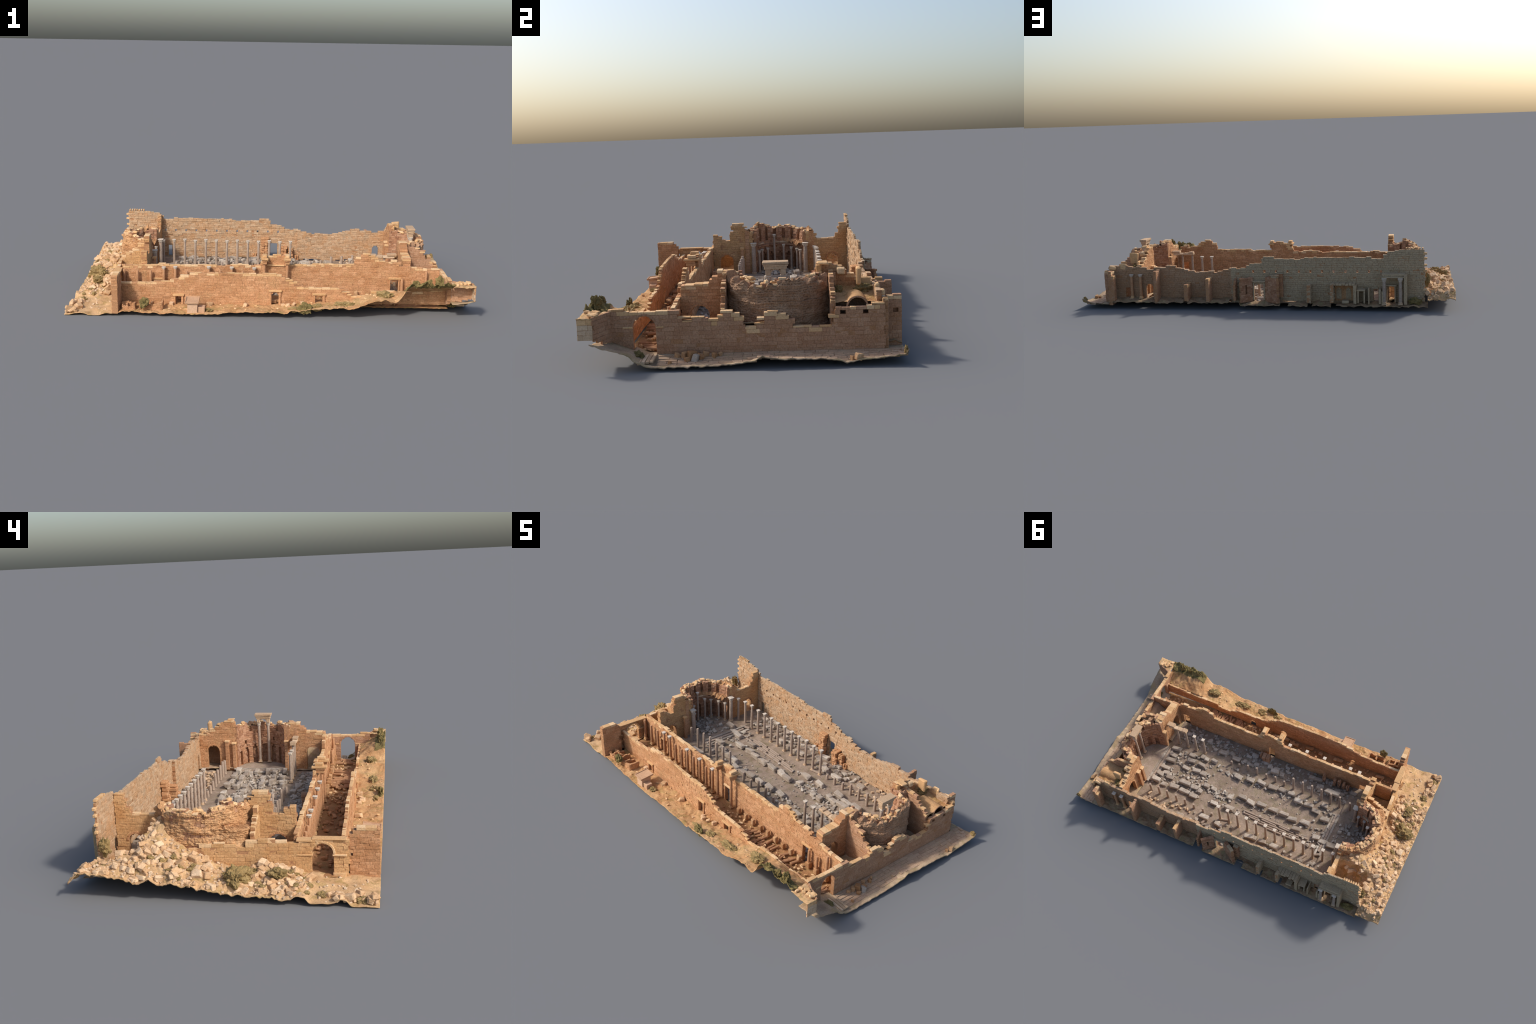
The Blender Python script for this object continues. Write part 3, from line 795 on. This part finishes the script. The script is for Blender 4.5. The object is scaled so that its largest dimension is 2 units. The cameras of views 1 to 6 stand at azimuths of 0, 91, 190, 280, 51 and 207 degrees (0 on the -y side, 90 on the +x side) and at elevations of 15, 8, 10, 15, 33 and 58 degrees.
lintel(-.012, .051, .478, .489, .131, .138); lintel(-.016, .055, .478, .493, .138, .146); lintel(-.0135, -.004, .478, .491, .04, .131); lintel(.046, .0525, .478, .491, .04, .131)
# western portal: columns, architrave and small doors
lintel(-.752, -.628, .478, .526, .168, .176); lintel(-.750, -.63, .478, .520, .176, .190); lintel(-.758, -.742, .478, .530, .03, .186)
lintel(-.700, -.694, .4785, .500, .035, .121); lintel(-.655, -.650, .4785, .500, .035, .121); lintel(-.704, -.646, .4785, .502, .121, .128)
lintel(-.566, -.560, .4785, .535, .033, .115); lintel(-.625, -.614, .4785, .530, .033, .110); lintel(-.64, -.628, .4785, .53, .03, .1)
lintel(-.545, -.500, .4785, .530, .1, .106); lintel(-.544, -.536, .4785, .526, .035, .1); lintel(-.512, -.502, .4785, .526, .035, .1)
lintel(-.50, -.484, .4785, .538, .035, .13); lintel(-.46, -.425, .495, .53, .035, .05)
for k in range(7):   # broken ceiling of the side chamber
    plain_box(mb, -.492 + .0168*k, -.476 + .0168*k, .479, R.uniform(.515, .536), .128, .136 + R.uniform(0, .004), 0)
mb.obj('portal_frame', root, [NORTH, NORTH])
for x in (-.642, -.724): column(x, .524, .030, .168, r=.009, cap=.018, mat=SHAFT)
for x in (.730, .679): column(x, .486, .045, .177, r=.008, cap=.012, mat=SHAFTO)
masonry('portal_pier', x_path(.492), -.384, -.368, .024, lambda s: .139, .04, mats=NM, seed=53)

masonry('room_wall', y_path(.78), .315, .45, .012, lambda q: .185, .03, mats=[EASTW, EASTW, MORTAR], seed=19)  # backing added to block the see-through nave arch, not a seen wall
# vaulted annex roof in the north-east
mb = MeshBuilder(); V = []; F = []
nx_, ny_ = 44, 60
for i in range(nx_+1):
    for j in range(ny_+1):
        x = .70 + .168*i/nx_; y = .308 + .166*j/ny_
        dv = (y - .388) / .036
        z = .186 + .024 * max(0, (.78-x)/.08) + .006*fbm(x, y, 2, 30, 4)
        if abs(dv) < 1 and x > .755: z = max(z, .172 + .034*math.sqrt(1-dv*dv))
        V.append((x, y, z))
for i in range(nx_):
    for j in range(ny_):
        F.append((i*(ny_+1)+j, (i+1)*(ny_+1)+j, (i+1)*(ny_+1)+j+1, i*(ny_+1)+j+1))
mb.add(V, F); mb.obj('vaulted_roof', root, [SOILS], smooth=True)
arch_ring('vault_ring', 'y', .388, .032, .168, .852, .870, 15, .006, EASTW)
mb = MeshBuilder()
for x0, x1, y0, y1, z0, z1 in ((.70, .735, .262, .30, .292, .303), (.695, .72, .33, .36, .255, .278), (.715, .76, .395, .412, .225, .282), (.70, .712, .40, .45, .2, .243),
        (.76, .80, .452, .474, .2, .232), (.82, .858, .458, .482, .2, .222), (.69, .71, .255, .275, .26, .292)):
    plain_box(mb, x0, x1, y0, y1, z0, z1, 0, .004, .003)
mb.obj('roof_block', root, [SANDTOP], kind='stuff')

# south-east corner rock stub
def clip(ob, m=.001):
    for v in ob.data.vertices:
        v.co.x = max(-1 + m, min(1 - m, v.co.x)); v.co.y = max(-.542, min(.542, v.co.y)); v.co.z = max(.0, v.co.z)
    return ob
def lump(name, loc, size, mat, seed, amp=.25, freq=1.6, sub=4, parent=root, flat=0.0, power=2.6, rough=0.0):
    import bmesh
    bm = bmesh.new(); bmesh.ops.create_icosphere(bm, subdivisions=sub, radius=1)
    for v in bm.verts:
        c = v.co.copy()
        k = (abs(c.x)**power + abs(c.y)**power + abs(c.z)**power) ** (-1/power)
        p = c * k
        d = 1 + amp * fbm(c.x + seed*3.1, c.y, c.z, freq, 5)
        p = p * d * (1 + rough * fbm(c.x*3 + seed, c.y*3, c.z*3, 2.6, 3))
        if p.z < -flat and flat: p.z = -flat
        v.co = Vector((p.x*size[0], p.y*size[1], p.z*size[2])) + Vector(loc)
    me = bpy.data.meshes.new(name); bm.to_mesh(me); bm.free()
    me.polygons.foreach_set('use_smooth', [rough == 0]*len(me.polygons))
    me.materials.append(mat)
    ob = bpy.data.objects.new(name, me); bpy.context.scene.collection.objects.link(ob); ob.parent = parent
    return clip(ob)
p_, L_ = slant(.888, -.452, .982, -.492)
masonry('corner_masonry_stub', p_, 0, L_, .008, lambda q: .180 - .03*q, lambda q: .062 + .40*q, mats=[EASTW, SANDTOP, MORTAR], seed=61, h=.014, ln=(.02, .05), dj=.0015)
masonry('corner_masonry_stub', y_path(.982), -.541, -.490, .007, lambda q: .177, lambda q: .104, mats=[PALE, SANDTOP, MORTAR], seed=62, h=.018, ln=(.02, .05), dj=.001, endjit=.0004)
mb = MeshBuilder()
for k in range(9): block(mb, (R.uniform(.895, .97), R.uniform(-.53, -.48), .182), (R.uniform(.012, .03), R.uniform(.01, .02), .010), R.uniform(0, 3), .002, .0015, 0, (R.uniform(-.2, .2), R.uniform(-.2, .2)))
mb.obj('corner_rubble', root, [SANDTOP], kind='stuff')

# ------------------------------------------------------------------ shrubs
SHRUBS = [(-.93, -.045, .068, .044, .040, .036, BUSHD, 1), (-.90, -.075, .065, .025, .028, .026, BUSHD, 2), (-.858, .446, .145, .016, .018, .034, BUSHD, 3),
    (-.613, -.522, .062, .022, .016, .022, BUSH, 4), (.765, -.518, .182, .016, .014, .018, BUSH, 6), (.815, -.515, .190, .018, .015, .028, BUSH, 7), (.70, -.52, .180, .014, .012, .016, BUSH, 5), (.168, -.526, .050, .030, .012, .028, BUSH, 9), (.23, -.50, .045, .03, .02, .016, BUSHD, 10), (.36, -.49, .058, .045, .02, .014, BUSHD, 11),
    (.56, -.47, .105, .04, .025, .018, BUSHD, 12), (.73, .42, .20, .018, .03, .02, BUSHD, 13), (.74, .33, .20, .014, .016, .018, BUSHD, 14),
    (-.97, .16, .078, .014, .02, .016, BUSHD, 15), (-.95, -.35, .016, .018, .02, .014, BUSHD, 16), (-.97, -.49, .012, .016, .024, .012, BUSHD, 17), (-.86, .38, .11, .014, .016, .014, BUSHD, 18),
    (-.80, .508, .045, .03, .018, .016, BUSH, 19), (.12, -.505, .036, .03, .016, .012, BUSHD, 20), (-.30, -.50, .024, .02, .016, .008, BUSHD, 21), (.985, .535, .045, .012, .006, .014, BUSHD, 22),
    (-.90, -.19, .075, .025, .03, .018, BUSHD, 23), (.92, -.36, .03, .022, .022, .014, BUSH, 24)]
for x, y, z, a, b, c, m, s in SHRUBS:
    lump('shrub', (x, y, z), (a, b, c), m, s, .5, 1.8, 5, power=2.0, rough=.12)

for i in range(26):
    x = R.uniform(-.985, -.85); y = R.uniform(-.30, .47)
    lump('scrub_tuft', (x, y, west_height(x, y) + .002), (R.uniform(.008, .015), R.uniform(.008, .016), R.uniform(.006, .011)), BUSHD, 40 + i, .4, 1.8, 3, power=2.0, rough=.1)
# ------------------------------------------------------------------ rubble
def block_mesh(seed, sub=True):
    rng = random.Random(seed)
    vs = chamfer_verts((1, 1, 1), .10, .11, rng)
    me = bpy.data.meshes.new('rubble_block')
    me.from_pydata(vs, [], CH_FACES); me.update()
    return me
RUB = {}
def rub_mesh(mat, k):
    key = (mat.name, k)
    if key not in RUB:
        me = block_mesh(900 + k); me.materials.append(mat); RUB[key] = me
    return RUB[key]
# object-coordinate materials would stretch with scaled copies, so blocks use random tones per object
def object_stone(name, c0, c1, c2, stain):
    m, nt, bs = new_mat(name)
    oi = nt.nodes.new('ShaderNodeObjectInfo'); tc = nt.nodes.new('ShaderNodeTexCoord')
    r = ramp(nt, [(0, c0), (.5, c1), (1, c2)]); nt.links.new(oi.outputs['Random'], r.inputs[0])
    g = nt.nodes.new('ShaderNodeNewGeometry')
    n1 = rng_map(nt, noise(nt, g.outputs['Position'], 45, 5, .7), .42, .66, 0, .6)
    col = mix(nt, n1, r.outputs[0], stain)
    f = noise(nt, g.outputs['Position'], 190, 6, .75)
    ft = rng_map(nt, f, .3, .7, .7, 1.2)
    v = nt.nodes.new('ShaderNodeVectorMath'); v.operation = 'SCALE'
    nt.links.new(col, v.inputs[0]); nt.links.new(ft, v.inputs['Scale'])
    nt.links.new(v.outputs[0], bs.inputs['Base Color'])
    bump(nt, bs, f, .004, .7)
    return m
RUBW = object_stone('pale_fallen_block', (.56, .345, .185), (.67, .445, .265), (.78, .57, .375), (.52, .31, .155))
RUBN = object_stone('grey_fallen_block', (.35, .29, .235), (.47, .40, .33), (.63, .555, .465), (.36, .265, .185))
RUBO = object_stone('ochre_fallen_block', (.42, .22, .10), (.52, .30, .15), (.60, .38, .21), (.38, .18, .08))

def piece(x, y, z, size, yaw, mat, tilt=.25, name='fallen_block'):
    ob = bpy.data.objects.new(name, rub_mesh(mat, R.randrange(9)))
    bpy.context.scene.collection.objects.link(ob); ob.parent = root
    rr = .58 * max(size)
    x = max(-.999 + rr, min(.999 - rr, x)); y = max(-.542 + rr, min(.542 - rr, y)); z = max(z, rr*1.15)
    ob.location = (x, y, z); ob.scale = size
    ob.rotation_euler = (R.uniform(-tilt, tilt), R.uniform(-tilt, tilt), yaw)
    return ob

# west slope: loose ashlar blocks
n = 0
wb = MeshBuilder()
zones = [(-1.0, -.84, .02, .54, 150), (-.99, -.82, -.30, -.05, 85), (-1.0, -.93, -.54, -.36, 36), (-.83, -.70, .26, .40, 26)]
for xa, xb, ya, yb, cnt in zones:
    for i in range(cnt):
        x = R.uniform(xa + .008, xb - .004); y = R.uniform(ya + .006, yb - .008)
        if y > .48 and x > -.875: continue
        s = R.uniform(.009, .024) * (1 if R.random() < .8 else 1.25)
        z = west_height(x, y) + s*.12
        sz = (s*R.uniform(.9, 1.6), s*R.uniform(.8, 1.1), s*R.uniform(.7, 1.0))
        piece(x, y, z, sz, R.uniform(0, 3.14), RUBW, .6, 'rubble_block'); n += 1
for i in range(700):
    x = R.uniform(-.995, -.80); y = R.uniform(-.53, .53)
    if y < -.3 and R.random() < .75: continue
    if y > .48 and x > -.87: continue
    s = R.uniform(.004, .010)
    block(wb, (x, y, west_height(x, y) + s*.1), (s*R.uniform(1, 1.6), s, s*R.uniform(.6, 1)), R.uniform(0, 3.1), .001, .001, 0, (R.uniform(-.6, .6), R.uniform(-.6, .6)))
clip(wb.obj('rubble_chips', root, [PALE], kind='stuff'))

# nave: rows of marble entablature blocks (x, y, length)
NAVE = [(.60, -.02, .06), (.60, .03, .055), (.595, .07, .06), (.60, .13, .055), (.61, .18, .05), (.49, -.02, .045), (.42, -.04, .03), (.39, -.03, .03), (.47, .02, .055),
    (.40, .02, .055), (.48, .08, .05), (.41, .07, .05), (.36, .07, .04), (.34, -.04, .04), (.32, -.12, .055), (.22, -.11, .055), (.61, .23, .06), (.58, .16, .04), (.54, .18, .05),
    (.55, .24, .035), (.48, .23, .06), (.42, .23, .045), (.39, .23, .03), (.43, .18, .065), (.36, .18, .05), (.32, .19, .03), (.34, .24, .055), (.25, .14, .04), (.13, .15, .035),
    (.15, 0, .055), (.07, -.01, .055), (0, -.02, .06), (.06, .12, .06), (0, .13, .055), (-.07, .12, .06), (.20, .23, .05), (.21, .34, .06), (.11, .35, .055), (.10, .22, .055),
    (-.10, .345, .06), (-.18, .34, .05), (.35, .39, .05), (-.15, .12, .055), (-.22, .12, .055), (-.28, .13, .055), (-.26, 0, .055), (-.33, 0, .055), (-.39, .02, .055), (-.33, .18, .055),
    (-.46, .05, .055), (-.46, .18, .045), (-.51, .19, .05), (-.26, .34, .055), (-.12, .34, .05), (-.08, -.02, .06), (-.14, -.03, .05), (-.20, -.03, .05), (-.04, -.13, .055),
    (-.09, -.13, .03), (-.43, -.13, .09), (-.55, -.19, .045), (-.27, -.19, .04), (-.31, -.19, .05), (-.42, -.04, .045), (.30, .14, .04), (-.36, .12, .06)]
for x, y, L in NAVE:
    hz = R.uniform(.018, .028)
    piece(x, y, .022 + hz*.45, (L, R.uniform(.022, .029), hz), R.uniform(-.16, .16) + (math.pi/2 if x > .52 and abs(x-.6) < .02 and R.random() < .0 else 0), RUBN, .06, 'entablature_block')
# clusters of broken pieces
cnt = 0
nb = MeshBuilder()
def chip_zone(xa, xb, ya, yb, num, smin, smax, mats, z=.022, mbx=nb):
    for i in range(num):
        s = R.uniform(smin, smax)
        x = R.uniform(xa, xb); y = R.uniform(ya, yb)
        block(mbx, (x, y, z + s*.3), (s*R.uniform(1, 2.0), s*R.uniform(.8, 1.1), s*R.uniform(.6, .95)), R.uniform(0, 3.1), .0012, s*.1, mats, (R.uniform(-.35, .35), R.uniform(-.35, .35)))
chip_zone(.0, .62, -.225, -.10, 190, .006, .015, 0, .020); chip_zone(-.60, 0, -.225, -.10, 110, .006, .014, 0, .020)
chip_zone(.30, .60, -.03, .24, 170, .005, .014, 0); chip_zone(-.55, .30, -.06, .25, 160, .003, .007, 0); chip_zone(.12, .28, .12, .18, 40, .006, .014, 0)
chip_zone(-.5, .3, -.05, .02, 90, .006, .013, 0); chip_zone(-.5, .25, .11, .24, 80, .006, .013, 0)
chip_zone(-.60, .30, .33, .46, 120, .007, .016, 0, .026); chip_zone(.30, .62, .32, .46, 50, .007, .014, 1, .026)
chip_zone(-.60, -.40, -.04, .26, 45, .006, .014, 0, .026); chip_zone(-.76, -.55, .03, .20, 70, .007, .017, 0, .036)
nb.obj('nave_rubble', root, [MARBLE, PALE], kind='stuff')
# bigger single pieces in the south aisle and at the north wall
for i in range(60):
    x = R.uniform(-.58, .60); y = R.uniform(-.215, -.115)
    s = R.uniform(.014, .026); piece(x, y, .022 + s*.15, (s*R.uniform(1, 1.8), s, s*.75), R.uniform(-.5, .5), RUBN, .3, 'fallen_block')
for i in range(26):
    x = R.uniform(-.60, .3); y = R.uniform(.37, .455)
    s = R.uniform(.014, .026); piece(x, y, .03 + s*.15, (s*R.uniform(1, 2.2), s, s*.75), R.uniform(-.3, .3), RUBN, .2, 'fallen_block')
# fallen column shafts lying along the nave
def log_mesh(n=12):
    v, f = lathe([(.92, -.5), (1, -.48), (1, .0), (.95, .48), (.88, .5)], n)
    v = [(z, x, y) for x, y, z in v]
    return v, f
def fallen(x, y, z, L, r, yaw, mat, name='fallen_shaft'):
    key = mat.name + 'log'
    if key not in RUB:
        v, f = log_mesh(); RUB[key] = mesh_from('fallen_shaft', [(v, f, 0)], [mat])
    ob = bpy.data.objects.new(name, RUB[key]); bpy.context.scene.collection.objects.link(ob); ob.parent = root
    ob.location = (x, y, z + r*.8); ob.scale = (L, r, r); ob.rotation_euler = (R.uniform(0, 6), R.uniform(-.03, .03), yaw)
    return ob
for row, (yy, x0, x1) in enumerate(((.195, .02, -.34), (.208, .01, -.36), (.221, -.03, -.38), (.234, -.10, -.38), (.247, -.16, -.36))):
    x = x0
    while x > x1:
        L = R.uniform(.05, .11); fallen(x - L/2, yy + R.uniform(-.002, .002), .021, L*.97, .0058, R.uniform(-.03, .03), SHAFT); x -= L + R.uniform(0, .02)
fallen(-.52, .275, .024, .06, .008, .5, SHAFT); fallen(.20, .36, .022, .05, .008, 1.2, SHAFT); fallen(-.44, .33, .02, .06, .008, 1.1, SHAFT); fallen(.09, .30, .02, .05, .007, .3, SHAFT)
# masonry piers leaning on the north and south wall
mb = MeshBuilder()
def stack(x, y, w, d, z0, z1, mat=0):
    z = z0
    while z < z1:
        hh = R.uniform(.011, .019)
        for q in range(2):
            block(mb, (x + (q-.5)*w*.5 + R.uniform(-.002, .002), y + R.uniform(-.003, .003), z + hh/2), (w*.52*R.uniform(.85, 1.1), d*R.uniform(.8, 1.05), hh*.98), R.uniform(-.1, .1), .0025, .0015, mat, (R.uniform(-.05, .05), R.uniform(-.05, .05)))
        z += hh
stack(-.030, .452, .040, .034, .02, .135); stack(-.030, .456, .05, .03, .135, .158); stack(.085, .448, .038, .040, .02, .105); stack(.100, .43, .03, .02, .02, .06); stack(.125, .455, .03, .03, .02, .09); stack(.165, .456, .022, .03, .02, .055)
stack(-.09, .457, .025, .02, .02, .06)
for x, zt in ((-.345, .09), (-.415, .085), (-.445, .09), (-.475, .09), (-.50, .06)): stack(x, -.205, .018, .022, .025, zt, 1)
stack(.045, -.190, .05, .04, .022, .07, 1); stack(.08, -.20, .03, .03, .022, .055, 1)
mb.obj('masonry_pier', root, [SAND, EASTW], kind='stuff')
# sarcophagus-like blocks near the west steps
piece(-.565, .20, .045, (.055, .03, .03), .1, RUBN, .02, 'entablature_block')

# portico: pedestals, fallen drums, slabs
for k in range(9):
    x = .150 + .0585*k
    piece(x, -.270, .046, (.019, .019, .032), R.uniform(-.1, .1), RUBO, .04, 'pedestal')
for x in (.679, .734, .80, .858): piece(x, -.264, .046, (.024, .024, .030), 0, RUBO, .02, 'pedestal')
for i in range(54):
    x = .30 + .34*(i/54.) + R.uniform(-.01, .01); y = R.choice((-.30, -.33, -.355, -.37)) + R.uniform(-.006, .006)
    fallen(x, y, .030, R.uniform(.03, .055), R.uniform(.0048, .007), math.pi/2 + R.uniform(-.35, .35), SHAFTO)
for i in range(10):
    fallen(.80 + R.uniform(-.03, .05), R.uniform(-.37, -.28), .030, .04, .006, math.pi/2 + R.uniform(-.3, .3), SHAFTO)
pb = MeshBuilder()
chip_zone(-.74, .14, -.385, -.29, 80, .005, .014, 0, .028, pb); chip_zone(.1, .86, -.39, -.28, 130, .005, .012, 1, .030, pb)
pb.obj('portico_rubble', root, [SAND, SANDTOP], kind='stuff')
for i in range(16):
    piece(R.uniform(-.70, .1), R.uniform(-.385, -.365), .036, (R.uniform(.02, .045), .018, .014), R.uniform(-.1, .1), RUBO, .1, 'fallen_block')

# south strip: hut, annex, walled cells, stones
mb = MeshBuilder()
plain_box(mb, -.402, -.352, -.532, -.478, .012, .066, 0, .001); plain_box(mb, -.350, -.318, -.525, -.49, .014, .045, 0, .001)
mb.obj('hut', root, [PLASTER])
mb = MeshBuilder()
block(mb, (-.379, -.502, .0705), (.066, .074, .006), .0, .001, .0004, 0, (.12, 0))
for dx, dy, sx, sy in ((0, -.036, .066, .004), (0, .036, .066, .004), (-.032, 0, .004, .074), (.032, 0, .004, .074)):
    block(mb, (-.379+dx, -.502+dy, .0735 + dy*.12), (sx, sy, .007), 0, .0008, .0003, 0, (.12, 0))
mb.obj('hut_roof', root, [DARK])
for i, (ax, c, a, b, top) in enumerate((('x', -.500, -.625, -.530, .05), ('y', -.530, -.502, -.445, .062), ('y', -.580, -.5, -.44, .052), ('y', -.635, -.505, -.44, .05), ('x', -.478, -.73, -.66, .05),
        ('x', -.515, -.72, -.655, .045), ('y', -.662, -.525, -.47, .055), ('y', -.700, -.515, -.44, .045))):
    pth = x_path(c) if ax == 'x' else y_path(c)
    masonry('cell_wall', pth, a, b, .010, lambda s, top=top: top + .006*math.sin(s*80 + top*900), .016, mats=[SAND, SAND, MORTAR], seed=70+i, h=.009, ln=(.012, .025), dj=.001)
pb = MeshBuilder()
for i in range(70):
    x = R.uniform(-.70, .62); y = R.uniform(-.535, -.42); s = R.uniform(.003, .010)
    block(pb, (x, y, south_height(x, y) + s*.15), (s*R.uniform(1, 1.7), s, s*.7), R.uniform(0, 3), .001, .001, 0, (R.uniform(-.4, .4), R.uniform(-.4, .4)))
pb.obj('field_stones', root, [SANDTOP], kind='stuff')
for x, y, s in ((-.12, -.46, .022), (.065, -.455, .018), (.09, -.47, .02), (.12, -.462, .016), (-.49, -.45, .02), (-.30, -.452, .028), (-.33, -.47, .02), (.16, -.455, .02)):
    piece(x, y + .025, south_height(x, y) + s*.2, (s*1.3, s, s*.8), R.uniform(0, 3), RUBW, .3, 'field_stone')

# street: tilted stones by the wall, curb and paving
for x, y, s in ((.91, -.20, .022), (.918, -.175, .03), (.935, -.16, .026), (.925, -.145, .02), (.905, -.13, .02), (.915, -.10, .018), (.91, -.225, .018), (.905, -.08, .014), (.94, -.19, .018), (.99, .38, .022), (.975, .36, .016), (.96, -.245, .012)):
    piece(x, y, street_height(x, y) + s*.3, (s*.8, s, s*1.1), R.uniform(0, 3), RUBO if s != .026 else RUBN, .3, 'fallen_block')
pb = MeshBuilder()
x = .893
for row in range(5):
    y = -.29
    while y < .535:
        L = R.uniform(.025, .05); xx = .897 + row*.0172
        block(pb, (xx, y + L/2, street_height(xx, y + L/2) - .001), (.0168, L - .0012, .006), 0, .001, .0006, 0, (0, 0)); y += L
pb.obj('street_paving', root, [PAVE], kind='stuff')
for i in range(7):
    yy = -.30 - .008*i
    pass
mb = MeshBuilder()
for i in range(4):
    plain_box(mb, .890 + .0*i, .985, -.350 + .014*i, -.338 + .014*i, .016 + .002*i, .026 + .001*i, 0)
mb.obj('street_step', root, [PALE])

# keep everything inside the clipped block of terrain
bpy.context.view_layer.update()
_meshes = {}
for ob in bpy.context.scene.objects:
    if ob.type == 'MESH': _meshes.setdefault(ob.data.name, []).append(ob)
for users in _meshes.values():
    if len(users) == 1 and users[0].matrix_world == Matrix.Identity(4): clip(users[0], 0)
    elif users[0].name.startswith(('rubble_block', 'fallen_block')):
        for o in users:
            o.location.z = max(o.location.z, .0085 + .5*max(o.scale))if o.location.z < .012 + .35*max(o.scale) and abs(o.location.x) > .9 else o.location.z
